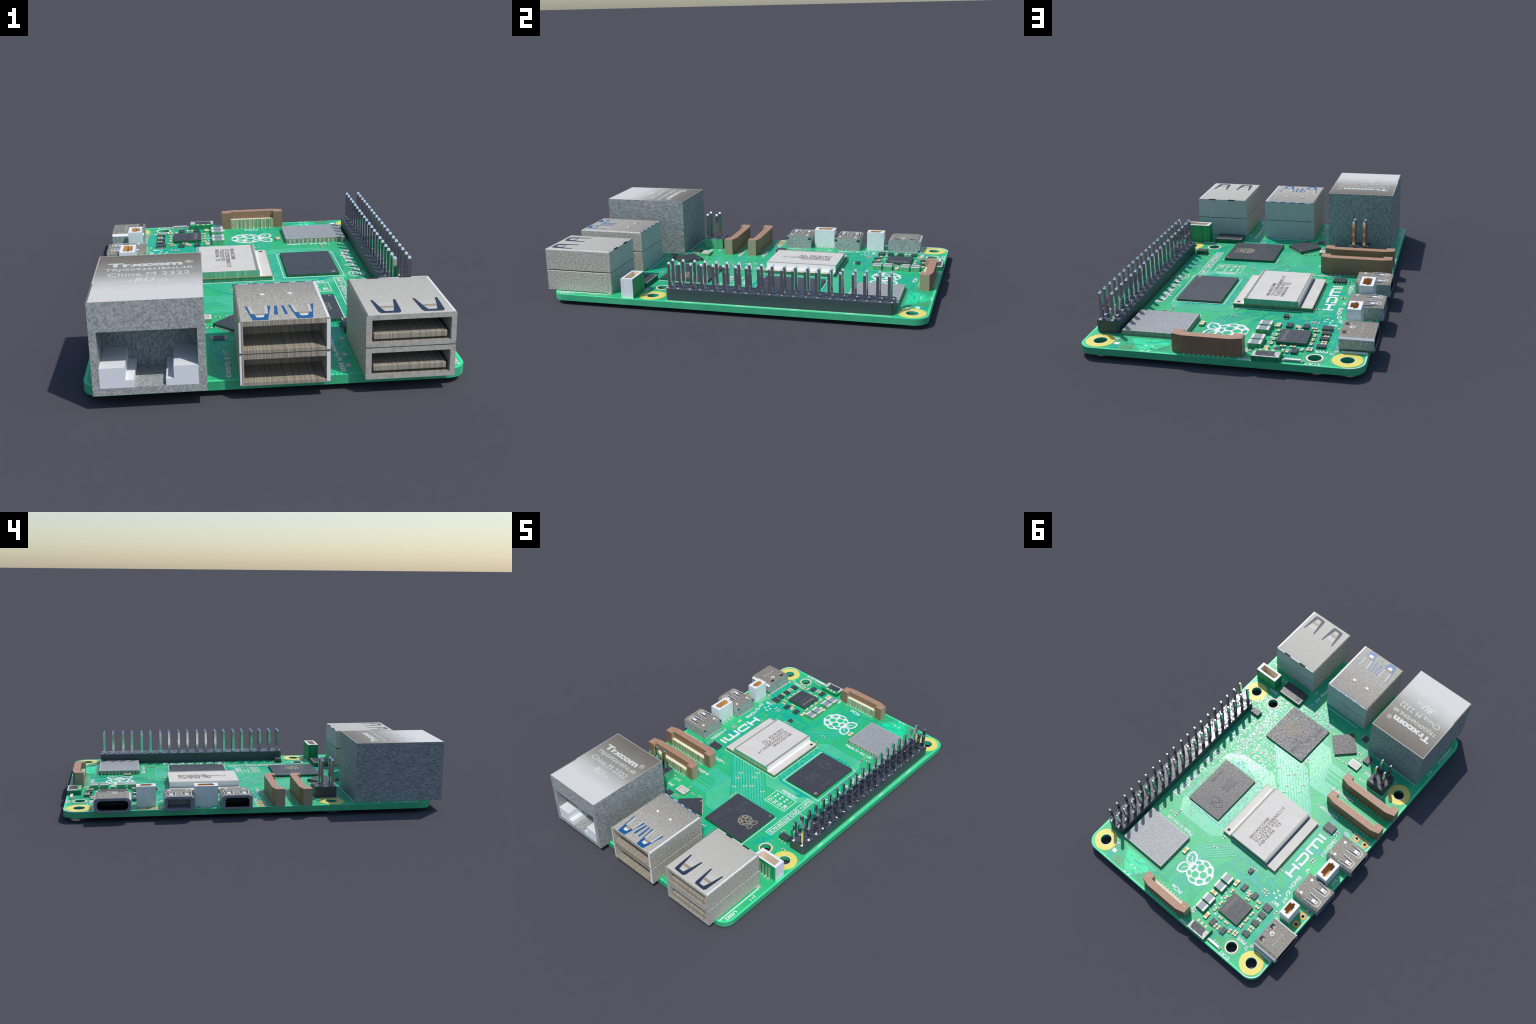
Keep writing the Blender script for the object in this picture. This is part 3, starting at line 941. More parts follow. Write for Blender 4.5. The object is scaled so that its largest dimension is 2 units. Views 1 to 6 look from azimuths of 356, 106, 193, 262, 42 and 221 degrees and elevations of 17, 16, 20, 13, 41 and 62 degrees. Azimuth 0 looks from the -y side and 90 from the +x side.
for X, Y, d in ((17.2, 5.05, 'y'), (13.85, 5.0, 'y'), (9.22, 8.0, 'x'), (9.24, 11.4, 'x'), (9.26, 13.98, 'x'), (17.2, 16.55, 'y'), (13.8, 16.55, 'y')):
    place('black_inductor', me_blk, X, Y, d)
for X, Y in ((32.6, 47.4), (29.1, 47.65), (27.88, 48.85), (25.95, 50.8), (27.4, 44.75), (24.25, 47.8), (26.8, 42.9), (23.6, 45.8)):
    add('coupling_capacitor', me_pair, W(X, Y, 0.03), root, None, math.radians(45))
for X, Y, d in ((29.9, 19.8, 'x'), (30.0, 23.2, 'y'), (8.87, 32.6, 'x'), (8.87, 33.3, 'x'), (13.3, 25.9, 'x'), (13.2, 19.15, 'y'), (12.5, 19.2, 'y'), (8.84, 43.0, 'x'),
                (8.84, 41.95, 'x'), (7.2, 16.7, 'y'), (11.7, 18.9, 'y'), (38.13, 67.78, 'y'), (35.42, 66.38, 'y'), (34.62, 66.37, 'y'), (28.05, 54.1, 'y'), (27.96, 52.9, 'y'),
                (22.2, 59.4, 'x'), (18.7, 64.5, 'x'), (30.4, 65.9, 'x'), (17.9, 58.5, 'y'), (20.2, 59.8, 'x'), (17.7, 63.0, 'x'), (47.8, 19.0, 'y'), (45.1, 20.0, 'x'),
                (43.7, 20.05, 'y'), (43.72, 20.8, 'y'), (43.72, 21.5, 'y'), (6.96, 45.4, 'x'), (40.62, 45.9, 'y'), (45.9, 54.6, 'y'), (50.0, 59.0, 'x'), (22.4, 4.3, 'y'), (18.1, 21.9, 'x')):
    place('tiny_resistor', me_tiny, X, Y, d)
# socket and connector solder tabs along the port edge
st = bmesh.new()
for k in range(4):
    box(st, 6.0, 6.7, 16.9 + k * 1.05, 17.3 + k * 1.05, 0, 0.15)
    box(st, 5.3, 6.1, 30.2 + k * 1.15, 30.65 + k * 1.15, 0, 0.15)
for k in range(14):
    box(st, 5.6, 6.35, 7.7 + k * 0.5, 7.95 + k * 0.5, 0, 0.12)
    box(st, 6.5, 6.95, 23.1 + k * 0.42, 23.3 + k * 0.42, 0, 0.12)
    box(st, 6.5, 6.95, 36.1 + k * 0.42, 36.3 + k * 0.42, 0, 0.12)
for X, Y in ((6.1, 6.6), (6.1, 15.6), (38.9, 82.0), (38.9, 78.0), (39.6, 71.8), (21.2, 79.0), (53.6, 71.6), (1.6, 22.2), (1.6, 29.2)):
    prism(st, [circle(X, Y, 0.55, 20, 0.42)], -0.02, 0.12)
finish('solder_tab', st, [m_solder], W(6, 24, 0), root, 'stuff')

# --------------------------------------------------------------------------- chips
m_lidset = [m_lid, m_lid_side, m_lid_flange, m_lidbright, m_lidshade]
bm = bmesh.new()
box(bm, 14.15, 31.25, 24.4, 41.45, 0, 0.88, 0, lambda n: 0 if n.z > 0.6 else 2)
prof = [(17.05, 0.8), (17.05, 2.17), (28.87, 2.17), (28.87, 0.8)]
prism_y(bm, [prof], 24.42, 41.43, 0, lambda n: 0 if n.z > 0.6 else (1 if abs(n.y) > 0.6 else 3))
processor = finish('processor', bm, m_lidset, W(22.7, 32.9), root)
bm = bmesh.new()
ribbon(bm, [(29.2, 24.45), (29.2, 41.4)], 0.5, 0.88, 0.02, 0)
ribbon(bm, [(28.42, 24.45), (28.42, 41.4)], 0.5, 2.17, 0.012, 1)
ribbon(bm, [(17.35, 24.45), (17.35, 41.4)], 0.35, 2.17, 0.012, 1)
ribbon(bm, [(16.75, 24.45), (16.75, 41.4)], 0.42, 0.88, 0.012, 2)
finish('lid_edge', bm, [m_lidbright, m_lidshade, m_stepshadow], W(22.7, 32.9, 1), processor)  # bright and dark strips paint light and shadow along the lid step
bm = bmesh.new()
prism(bm, [circle(30.26, 25.42, 0.36, 24)], 0.8, 0.91)
finish('orientation_dot', bm, [m_black], W(30.26, 25.42, 0.8), processor)
for t, x, ln in (('BROADCOM®', 23.85, 7.1), ('2712ZPKFSB00C1T', 22.75, 12.0), ('TN2320 P31', 21.75, 8.0), ('N818-06  T3', 20.75, 7.9)):
    lettering('lid_lettering', t, x, 26.85, 2.17, ln, 0.78, 'y', m_lidink, processor, weight=0.035)
bm = bmesh.new()
ribbon(bm, [(31.3, 24.35), (14.1, 24.35), (14.1, 41.5), (31.3, 41.5)], 0.12, 0.80, 0.07, 0, True)
finish('substrate_edge', bm, [m_substrate], W(22.7, 32.9), processor)

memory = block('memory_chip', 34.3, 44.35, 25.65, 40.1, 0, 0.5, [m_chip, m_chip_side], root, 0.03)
bm = bmesh.new()
prism(bm, [circle(43.35, 39.25, 0.45, 20)], 0.4, 0.53)
finish('orientation_dot', bm, [m_chipmark], W(43.35, 39.25, 0.6), memory)
for t, x, y, ln, h in (('3LC77', 38.9, 33.0, 4.0, 1.0), ('D9ZJX', 37.5, 33.2, 3.8, 1.0), ('MEM 78C', 42.6, 32.8, 4.2, 0.7)):
    lettering('faint_lettering', t, x, y, 0.5, ln, h, 'y', m_chipfaint, memory)
bm = bmesh.new()
ribbon(bm, circle(38.0, 29.2, 1.2, 24, 1.9), 0.18, 0.5, 0.02, 0, True)
ribbon(bm, [(37.2, 28.0), (38.9, 28.4), (37.2, 29.8), (38.9, 30.4)], 0.18, 0.5, 0.022)
finish('faint_emblem', bm, [m_chipfaint], W(38, 29.2, 0.6), memory)

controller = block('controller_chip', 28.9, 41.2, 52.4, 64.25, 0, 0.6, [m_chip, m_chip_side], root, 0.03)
berry_mark('fruit_emblem', 36.9, 58.35, 0.52, 0.6, m_chipmark, controller)
for t, x, y, ln in (('P0KK20', 32.3, 53.2, 4.2), ('00', 31.2, 57.6, 1.5), ('22/44', 30.6, 60.2, 3.2), ('C0', 33.8, 55.6, 1.4)):
    lettering('faint_lettering', t, x, y, 0.6, ln, 0.9, 'y', m_chipfaint, controller)
bm = bmesh.new()
prism(bm, [circle(40.4, 53.15, 0.26, 18)], 0.5, 0.63)
finish('orientation_dot', bm, [m_chipmark], W(40.4, 53.15, 0.6), controller)

# wireless module: shield can with rim and castellated flank
bm = bmesh.new()
box(bm, 36.42, 49.3, 6.9, 17.4, 0, 1.0, 0, top_side(0, 1), 0.04)
ribbon(bm, [(36.6, 7.08), (49.12, 7.08), (49.12, 17.22), (36.6, 17.22)], 0.16, 1.0, 0.02, 2, True)
wifi = finish('wireless_module', bm, [m_can, m_can_side, m_canrim], W(42.85, 12.15), root)
bm = bmesh.new()
for k in range(13):
    x = 37.3 + k * 0.93
    box(bm, x - 0.18, x + 0.18, 17.36, 17.5, 0, 0.75)
    if k < 11:
        y = 7.6 + k * 0.92
        box(bm, 36.32, 36.45, y - 0.18, y + 0.18, 0, 0.75)
finish('castellation', bm, [m_solder], W(42.85, 12.15), wifi, 'stuff')

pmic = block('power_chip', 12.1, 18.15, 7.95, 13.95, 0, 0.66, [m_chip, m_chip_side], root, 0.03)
lettering('chip_lettering', 'Qdialog', 16.4, 8.6, 0.66, 4.6, 1.0, 'y', m_chipmark, pmic)
lettering('faint_lettering', 'DA9091', 15.0, 8.8, 0.66, 4.0, 0.9, 'y', m_chipfaint, pmic)
lettering('faint_lettering', '23 WRA8', 13.4, 8.8, 0.66, 4.2, 0.8, 'y', m_chipfaint, pmic)


def leaded(name, x0, x1, y0, y1, h, side, n, parent=root, mark=None):
    c = block(name, x0, x1, y0, y1, 0.06, h, [m_chip, m_chip_side], parent, 0.03)
    b = bmesh.new()
    for k in range(n):
        t = (k + 0.5) / n
        if side == 'y':
            x = x0 + (x1 - x0) * t
            for ya, yb in ((y0 - 0.45, y0 + 0.02), (y1 - 0.02, y1 + 0.45)):
                box(b, x - 0.11, x + 0.11, ya, yb, 0, 0.22)
        else:
            y = y0 + (y1 - y0) * t
            for xa, xb in ((x0 - 0.45, x0 + 0.02), (x1 - 0.02, x1 + 0.45)):
                box(b, xa, xb, y - 0.11, y + 0.11, 0, 0.22)
    finish('chip_lead', b, [m_solder], W((x0 + x1) / 2, (y0 + y1) / 2), c, 'stuff')
    if mark:
        lettering('faint_lettering', mark, x0 + 0.4, y0 + 0.4, h, (y1 - y0) * 0.7, 0.7, 'y', m_chipfaint, c)
    return c


leaded('battery_chip', 8.38, 10.45, 15.35, 17.1, 0.55, 'y', 4)
leaded('level_shifter_chip', 9.7, 12.6, 41.45, 43.6, 0.6, 'y', 5)
leaded('flash_chip', 46.7, 49.3, 55.35, 57.0, 1.0, 'y', 3)
leaded('transistor_chip', 18.35, 19.35, 20.2, 21.4, 0.6, 'y', 2)
leaded('clock_chip', 14.9, 16.5, 63.0, 65.2, 0.7, 'x', 5)
leaded('line_filter_chip', 19.2, 21.0, 68.2, 69.9, 0.14, 'x', 4)
reg = leaded('regulator_chip', 40.4, 47.4, 65.2, 69.3, 1.05, 'x', 2)
lettering('chip_lettering', 'R004', 41.2, 66.0, 1.05, 2.6, 0.9, 'y', m_chipfaint, reg)
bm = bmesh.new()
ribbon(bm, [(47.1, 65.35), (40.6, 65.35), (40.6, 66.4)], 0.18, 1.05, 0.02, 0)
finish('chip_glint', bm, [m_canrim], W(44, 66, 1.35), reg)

# ethernet transceiver, turned 45 degrees
c45 = math.sqrt(0.5)
bm = bmesh.new()
hw = 2.93
dia = [(23.45 + hw * math.sqrt(2) * math.cos(a), 63.9 + hw * math.sqrt(2) * math.sin(a)) for a in (0, math.pi / 2, math.pi, 1.5 * math.pi)]
prism(bm, [dia], 0.06, 0.66, 0, top_side(0, 1))
phy = finish('transceiver_chip', bm, [m_chip, m_chip_side], W(23.45, 63.9), root)
bm = bmesh.new()
for e in range(4):
    ca, sa = math.cos(e * math.pi / 2 + math.pi / 4), math.sin(e * math.pi / 2 + math.pi / 4)
    for k in range(12):
        t = (k - 5.5) * 0.42
        p = [(23.45 + ca * r - sa * (t + d), 63.9 + sa * r + ca * (t + d)) for r, d in ((2.9, -0.1), (3.13, -0.1), (3.13, 0.1), (2.9, 0.1))]
        prism(bm, [p], 0, 0.25)
finish('chip_lead', bm, [m_solder], W(23.45, 63.9), phy, 'stuff')
bm = bmesh.new()
prism(bm, [circle(24.0, 60.7, 0.24, 16)], 0.6, 0.69)
finish('orientation_dot', bm, [m_chipmark], W(24, 60.7, 0.85), phy)

# crystal
bm = bmesh.new()
box(bm, 16.05, 19.1, 59.75, 61.98, 0, 0.68, 0, top_side(0, 1), 0.03)
box(bm, 16.35, 18.8, 60.05, 61.68, 0.6, 0.74, 2)
xt = finish('crystal', bm, [m_capend, m_cap_side, m_canrim], W(17.57, 60.87), root)
lettering('chip_lettering', '25.0', 16.9, 60.95, 0.74, 1.4, 0.5, 'x', m_silk, xt)
lettering('chip_lettering', 'TXC8', 16.9, 61.55, 0.74, 1.4, 0.45, 'x', m_silk, xt)

# --------------------------------------------------------------------------- pin header
bm = bmesh.new()
ch = 0.55
b0, b1, h0, h1 = 50.05, 54.78, 7.05, 57.45
prism(bm, [[(b0 + ch, h0), (b1 - ch, h0), (b1, h0 + ch), (b1, h1 - ch), (b1 - ch, h1), (b0 + ch, h1), (b0, h1 - ch), (b0, h0 + ch)]],
      0, 2.6, 0, top_side(1, 0))
header = finish('pin_header', bm, [m_hdr, m_hdrtop], W(52.66, 32.5), root)
bm = bmesh.new()
outer = 0.32


def pin_mesh(name, zb, zt, hw, body, tip):
    b = bmesh.new()
    v = []
    for z, r in ((zb, hw), (zt - 0.45, hw), (zt - 0.12, hw * 0.72), (zt, hw * 0.45)):
        v.append([b.verts.new(Vector((sx * r * S, sy * r * S, z * S))) for sx, sy in ((-1, -1), (1, -1), (1, 1), (-1, 1))])
    for a in range(3):
        for k in range(4):
            f = b.faces.new((v[a][k], v[a][(k + 1) % 4], v[a + 1][(k + 1) % 4], v[a + 1][k]))
            f.material_index = 0 if a == 0 else 1
    f = b.faces.new(v[3])
    f.material_index = 1
    bmesh.ops.recalc_face_normals(b, faces=b.faces)
    me = bpy.data.meshes.new(name)
    b.to_mesh(me)
    b.free()
    me.materials.append(body)
    me.materials.append(tip)
    return me


me_pin = pin_mesh('header_pin', 2.0, 8.55, 0.31, m_pin, m_pintip)
PIN_X = (51.32, 53.86)
PIN_Y = [8.15 + 5.121 * (i // 2) + 2.41 * (i % 2) for i in range(20)]     # pins stand in slightly closer pairs
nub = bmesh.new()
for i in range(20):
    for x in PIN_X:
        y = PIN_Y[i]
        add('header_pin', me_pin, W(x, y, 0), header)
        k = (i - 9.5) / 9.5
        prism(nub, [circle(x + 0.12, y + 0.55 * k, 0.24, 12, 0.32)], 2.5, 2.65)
finish('pin_glint', nub, [m_brightedge], W(52.66, 32.5, 2.6), header, 'stuff')  # added bright discs, copying pin-tip highlights baked onto the header top
nub = bmesh.new()
for y in PIN_Y:
    for x in PIN_X:
        prism(nub, [circle(x, y, 0.45, 8)], -THICK - 0.45, -THICK + 0.02)
finish('solder_joint', nub, [m_solder], W(52.66, 32.5, -THICK), header, 'stuff')

# 2 x 2 jumper header beside the ethernet jack
bm = bmesh.new()
box(bm, 6.85, 11.75, 58.35, 63.5, 0, 2.65, 0, lambda n: 1 if n.z > 0.6 else (2 if n.x > 0.6 else 0), 0.1)
jump = finish('jumper_header', bm, [m_chip, m_hdrtop, streaked('jumper_flank', ['2E7A58', '4CA57C', '5DB58C'], 30, (1, 1, 0.0))], W(9.3, 60.9), root)
me_jpin = pin_mesh('jumper_pin', 2.0, 9.15, 0.32, m_brownpin, m_pintip)
for x in (8.02, 10.58):
    for y in (60.1, 62.6):
        add('jumper_pin', me_jpin, W(x, y, 0), jump)

# --------------------------------------------------------------------------- ethernet jack
ex0, ex1, ey0, ey1, eh = 1.95, 17.88, 66.83, 87.72, 13.9


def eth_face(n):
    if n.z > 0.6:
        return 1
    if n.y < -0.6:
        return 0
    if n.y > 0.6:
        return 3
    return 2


bm = bmesh.new()
opening = rect(3.0, 16.77, 1.1, 9.5)
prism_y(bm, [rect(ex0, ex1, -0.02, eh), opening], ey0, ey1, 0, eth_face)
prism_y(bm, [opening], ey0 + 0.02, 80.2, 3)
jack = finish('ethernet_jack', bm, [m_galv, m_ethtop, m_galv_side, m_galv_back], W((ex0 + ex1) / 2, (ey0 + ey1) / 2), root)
# inside of the mouth must not carry the lid's finish
for f in jack.data.polygons:
    if f.normal.z > 0.6 and f.center.z < 12 * S:
        f.material_index = 0
bm = bmesh.new()
prism_y(bm, [[(3.0, 1.1), (7.72, 1.1), (7.72, 2.18), (6.56, 2.18), (6.56, 4.1), (3.0, 4.1)]], 80.2, 87.7)
finish('jack_insert', bm, [m_whiteblock], W(5, 84, 1.1), jack)
bm = bmesh.new()
prism_y(bm, [[(12.17, 1.1), (16.77, 1.1), (16.77, 4.0), (13.3, 4.0), (13.3, 2.12), (12.17, 2.12)]], 80.2, 87.7)
finish('jack_insert', bm, [m_whiteblock], W(14.5, 84, 1.1), jack)
bm = bmesh.new()
ribbon(bm, [(ex0 + 0.06, ey0 + 0.1), (ex1 - 0.06, ey0 + 0.1)], 0.14, eh, 0.02, 0)
ribbon(bm, [(ex0 + 0.08, ey0 + 0.1), (ex0 + 0.08, 80.0)], 0.14, eh, 0.022, 0)
ribbon(bm, [(ex0 + 0.12, 80.0), (ex0 + 0.12, ey1 - 0.05)], 0.2, eh, 0.01, 1)
ribbon(bm, [(ex1 - 0.06, ey0 + 0.1), (ex1 - 0.06, ey1)], 0.1, eh, 0.01, 0)
finish('lid_seam', bm, [m_canrim, m_inner], W(9.9, 77.3, eh), jack)
lettering('jack_lettering', 'Trxcom', 3.65, 72.75, eh, 11.3, 1.85, 'x', m_ethink, jack, bold=0.05)
lettering('jack_lettering', '®', 15.25, 72.0, eh, 1.3, 1.3, 'x', m_ethink, jack)
lettering('jack_lettering', 'TRJG0926HENL4R', 3.4, 74.95, eh, 13.2, 1.4, 'x', m_ethink, jack)
lettering('jack_lettering', 'China M 2322', 3.95, 77.2, eh, 12.1, 1.5, 'x', m_ethink, jack)
lettering('jack_lettering', 'c', 7.15, 80.0, eh, 0.6, 0.9, 'x', m_ethink, jack)
lettering('jack_lettering', 'RU', 7.9, 80.1, eh, 3.2, 1.8, 'x', m_ethink, jack, shear=0.3, bold=0.03)
lettering('jack_lettering', 'us', 11.3, 80.0, eh, 1.6, 1.0, 'x', m_ethink, jack)

# --------------------------------------------------------------------------- stacked USB ports


def usb_port(x0, x1, zt, blue):
    y0, y1 = 71.12, 87.05
    zmid = 4.86
    bm = bmesh.new()
    mouths = []
    for za, zb in ((0.0, zmid - 0.06), (zmid + 0.06, zt)):
        if blue:
            mouth = rect(x0 + 0.63, x1 - 0.55, za + 0.5, zb - 0.75)
        else:
            mouth = rect(x0 + 0.85, x1 - 0.75, za + 0.72, zb - 0.75)
        mouths.append((mouth, za, zb))
        c = 0.14
        shell = [(x0 + c, za), (x1 - c, za), (x1, za + c), (x1, zb - c), (x1 - c, zb), (x0 + c, zb), (x0, zb - c), (x0, za + c)]
        top = zb > 8

        def mf(n, top=top):
            if n.z > 0.9:
                return 0 if top else 5
            if n.y < -0.6:
                return 3
            if n.y > 0.6:
                return 2
            if n.z < -0.6:
                return 5
            return 1
        back = 80.9 if blue else 79.0
        prism_y(bm, [shell, mouth], back, y1, 0, mf)
        prism_y(bm, [shell], y0, back, 0, mf)
        prism_y(bm, [mouth], back - 0.5, back + 0.02, 4)
    box(bm, x0 + 0.25, x1 - 0.25, y0 + 0.3, y1 - 0.3, zmid - 0.1, zmid + 0.1, 6)
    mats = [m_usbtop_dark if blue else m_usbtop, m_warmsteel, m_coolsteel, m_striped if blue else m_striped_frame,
            m_striped, m_inner, m_black]
    port = finish('usb_port', bm, mats, W((x0 + x1) / 2, (y0 + y1) / 2), root)
    for f in port.data.polygons:                       # interior walls of the mouths
        c = f.center
        inside = abs(c.x) < (x1 - x0) / 2 * S - 0.3 * S and abs(f.normal.y) < 0.5 and c.z < (zt - 0.4) * S and c.z > 0.2 * S
        if inside and abs(f.normal.z) > 0.5 and not (abs(c.z - zmid * S) < 0.12 * S):
            f.material_index = 4
    cx = (x0 + x1) / 2
    if blue:
        # pale lips left and right of the mouths
        b = bmesh.new()
        for xa in (x0 + 0.02, x1 - 0.55):
            for za, zb in ((0.15, zmid - 0.2), (zmid + 0.2, zt - 0.15)):
                box(b, xa, xa + (0.28 if xa < cx else 0.53), y1 - 0.02, y1 + 0.03, za, zb)
        finish('mouth_lip', b, [m_brightedge], W(cx, y1, 5), port)
    else:
        for za in (0, zmid):
            b = bmesh.new()
            box(b, x0 + 1.15, x1 - 1.2, 79.0, 86.75, za + 1.1, za + 2.02, 0, None, 0.16)
            finish('contact_tongue', b, [m_striped], W(cx, 82.8, za + 1.6), port)

    def clip(ox, sgn):
        """V-shaped slot with a pressed spring tongue inside."""
        b = bmesh.new()
        def T(pts):
            return [(ox + sgn * p[0], p[1]) for p in pts]
        if blue:
            prism(b, [T([(-1.85, 81.3), (-1.52, 81.3), (-1.2, 84.3), (-0.75, 84.35), (-0.45, 85.75), (0.5, 85.75), (0.85, 84.4), (1.3, 84.45), (1.4, 81.3), (1.85, 81.3),
                         (1.1, 86.8), (-1.05, 86.8)])], zt - 0.1, zt + 0.025, 0)
            prism(b, [T([(-1.5, 81.3), (-1.0, 81.3), (-0.75, 84.3), (-1.15, 84.3)])], zt - 0.1, zt + 0.015, 1)
            prism(b, [T([(0.95, 81.3), (1.38, 81.3), (1.28, 84.4), (0.85, 84.4)])], zt - 0.1, zt + 0.015, 1)
            prism(b, [T([(-0.75, 84.3), (0.85, 84.4), (0.7, 85.0), (-0.6, 85.0)])], zt - 0.1, zt + 0.035, 2)
            prism(b, [T([(-0.6, 85.0), (0.7, 85.0), (0.5, 85.75), (-0.45, 85.75)])], zt - 0.1, zt + 0.04, 3)
        else:
            prism(b, [T([(-1.85, 81.0), (-1.5, 81.0), (-0.95, 84.3), (-0.65, 85.6), (0.6, 85.6), (1.0, 84.0), (1.5, 81.0), (1.85, 81.0), (1.65, 85.85), (1.3, 86.4),
                         (-1.35, 86.3), (-1.6, 85.7)])], zt - 0.1, zt + 0.025, 0)
            prism(b, [T([(-0.95, 83.6), (1.05, 83.6), (0.95, 84.3), (-0.9, 84.3)])], zt - 0.1, zt + 0.015, 2)
            prism(b, [T([(-0.7, 84.9), (0.75, 84.9), (0.6, 85.6), (-0.65, 85.6)])], zt - 0.1, zt + 0.03, 1)
            prism(b, [T([(-1.1, 82.2), (1.15, 82.2), (1.0, 83.6), (-0.95, 83.6)])], zt - 0.1, zt + 0.012, 1)
        finish('spring_clip', b, [m_blue if blue else m_navy, m_tongue, m_clipshade, m_clip], W(ox, 84, zt), port)
    if blue:
        clip(25.6, 1)
        clip(31.85, 1)
        b = bmesh.new()
        prism(b, [[(28.0, 81.4), (28.42, 81.4), (28.25, 84.9), (27.72, 84.9)]], zt - 0.1, zt + 0.02)
        prism(b, [[(29.02, 81.4), (29.38, 81.4), (29.65, 84.9), (29.2, 84.9)]], zt - 0.1, zt + 0.02)
        for k in range(6):
            xa = x0 + 0.1 + k * 2.48
            prism(b, [rect(xa - 0.2, min(x1 - 0.1, xa + (1.3 if 0 < k < 5 else 0.7)), y0 - 0.01, y0 + 0.28)], zt - 0.15, zt + 0.02)
        finish('insulator_slot', b, [m_blue], W(cx, 78, zt), port)
        for x in (26.6, 30.75):
            b = bmesh.new()
            prism(b, [circle(x, 76.3, 0.5, 18, 0.68)], zt - 0.05, zt + 0.05)
            prism(b, [circle(x, 76.5, 0.3, 14, 0.45)], zt - 0.05, zt + 0.12, 1)
            finish('embossed_dimple', b, [m_clipshade, m_brightedge], W(x, 76.3, zt), port)
    else:
        clip(43.98, 1)
        clip(50.2, 1)
        b = bmesh.new()
        for xa in (43.45, 48.6):
            prism(b, [rect(xa, xa + 1.95, y0 - 0.01, y0 + 0.33)], zt - 0.2, zt + 0.02)
        finish('rear_slot', b, [m_black], W(cx, y0, zt), port)
    b = bmesh.new()
    ribbon(b, [(x1 - 0.28, y0 + 0.35), (x1 - 0.28, y1 - 0.15)], 0.34, zt, 0.02, 0)
    ribbon(b, [(x0 + 0.2, y0 + 0.1), (x0 + 0.2, y1 - 0.1)], 0.22, zt, 0.015, 2)
    ribbon(b, [(x0 + 0.6, y0 + 0.12), (x1 - 0.6, y0 + 0.12)], 0.1, zt, 0.012, 0)
    finish('lid_seam', b, [m_brightedge, m_clipshade, m_inner], W(cx, 79, zt), port)
    return port


usb_port(22.5, 35.4, 9.78, True)
usb_port(40.4, 53.32, 9.76, False)

# --------------------------------------------------------------------------- display / power ports
def port_mf(n):
    if n.z > 0.4:
        return 1
    if n.x < -0.6:
        return 2
    return 0


def video_port(y0, y1, oy0, oy1, dark):
    bm = bmesh.new()
    sec = [(y0 + 0.05, -0.02), (y1 - 0.05, -0.02), (y1, 0.1), (y1, 2.8), (y1 - 0.7, 3.3), (y0 + 0.7, 3.3), (y0, 2.88), (y0, 0.1)]
    k = 0.45 if dark else 0.25
    op = [(oy0, 0.5), (oy1, 0.5), (oy1, 2.65 - k), (oy1 - k, 2.7), (oy0 + k, 2.7), (oy0, 2.65 - k)]
    prism_x(bm, [sec, op], -1.0, 2.5, 0, port_mf)
    prism_x(bm, [sec], 2.5, 6.6, 0, lambda n: 1 if n.z > 0.4 else 0)
    prism_x(bm, [op], 2.48, 3.0, 3)
    p = finish('video_port', bm, [m_portmetal, m_porttop, m_portface, m_portdark if dark else m_portgrey], W(2.8, (y0 + y1) / 2), root)
    for f in p.data.polygons:
        c = f.center
        if c.z < 2.75 * S and c.z > 0.3 * S and abs(f.normal.x) < 0.3 and abs(c.y) < (y1 - y0) / 2 * S - 0.3 * S:
            f.material_index = 3
        elif abs(f.normal.z) > 0.9 and c.z < 1.0 * S and c.z > 0.1 * S:
            f.material_index = 3
    mid = (y0 + y1) / 2
    b = bmesh.new()
    for s in (-1, 1):
        prism(b, [circle(5.1, mid + s * 2.05, 0.36, 20)], 3.2, 3.34, 0)
        ym = mid + s * 1.75
        prism(b, [[(3.2, ym + 1.0), (3.2, ym + 0.75), (0.75, ym + 0.45), (0.75, ym + 0.75)]], 3.2, 3.33, 1)
        prism(b, [[(3.2, ym - 0.75), (3.2, ym - 1.0), (0.75, ym - 0.75), (0.75, ym - 0.45)]], 3.2, 3.33, 1)
        prism(b, [rect(0.45, 1.9, ym - 0.4, ym + 0.4)], 3.2, 3.325, 0)
        prism(b, [rect(-0.1, 0.45, ym - 0.75, ym + 0.75)], 3.2, 3.32, 2)
        prism(b, [rect(0.7, 0.95, ym - 0.2, ym + 0.2)], 3.2, 3.335, 1)
        ribbon(b, [(3.5, ym + 1.15), (0.1, ym + 0.95), (-0.2, ym + 0.6), (-0.2, ym - 0.6), (0.1, ym - 0.95), (3.5, ym - 1.15)], 0.14, 3.3, 0.03, 3)
    ribbon(b, [(6.5, y0 + 1.6), (5.9, y0 + 1.2), (5.9, y0 + 0.75)], 0.1, 3.3, 0.03, 3)
    finish('spring_clip', b, [m_brightedge, m_navy, m_clipshade, m_clip], W(2.5, mid, 3.3), p)
    b = bmesh.new()
    box(b, 6.3, 6.64, y0 + 0.05, y0 + 0.75, 2.35, 2.95)
    box(b, 6.3, 6.64, y1 - 0.75, y1 - 0.05, 2.35, 2.9)
    finish('corner_block', b, [m_navy], W(6.5, mid, 2.5), p)
    p.scale[2] = 0.96
    return p


video_port(22.5, 29.17, 23.17, 28.3, False)
video_port(35.5, 42.3, 36.15, 41.55, True)

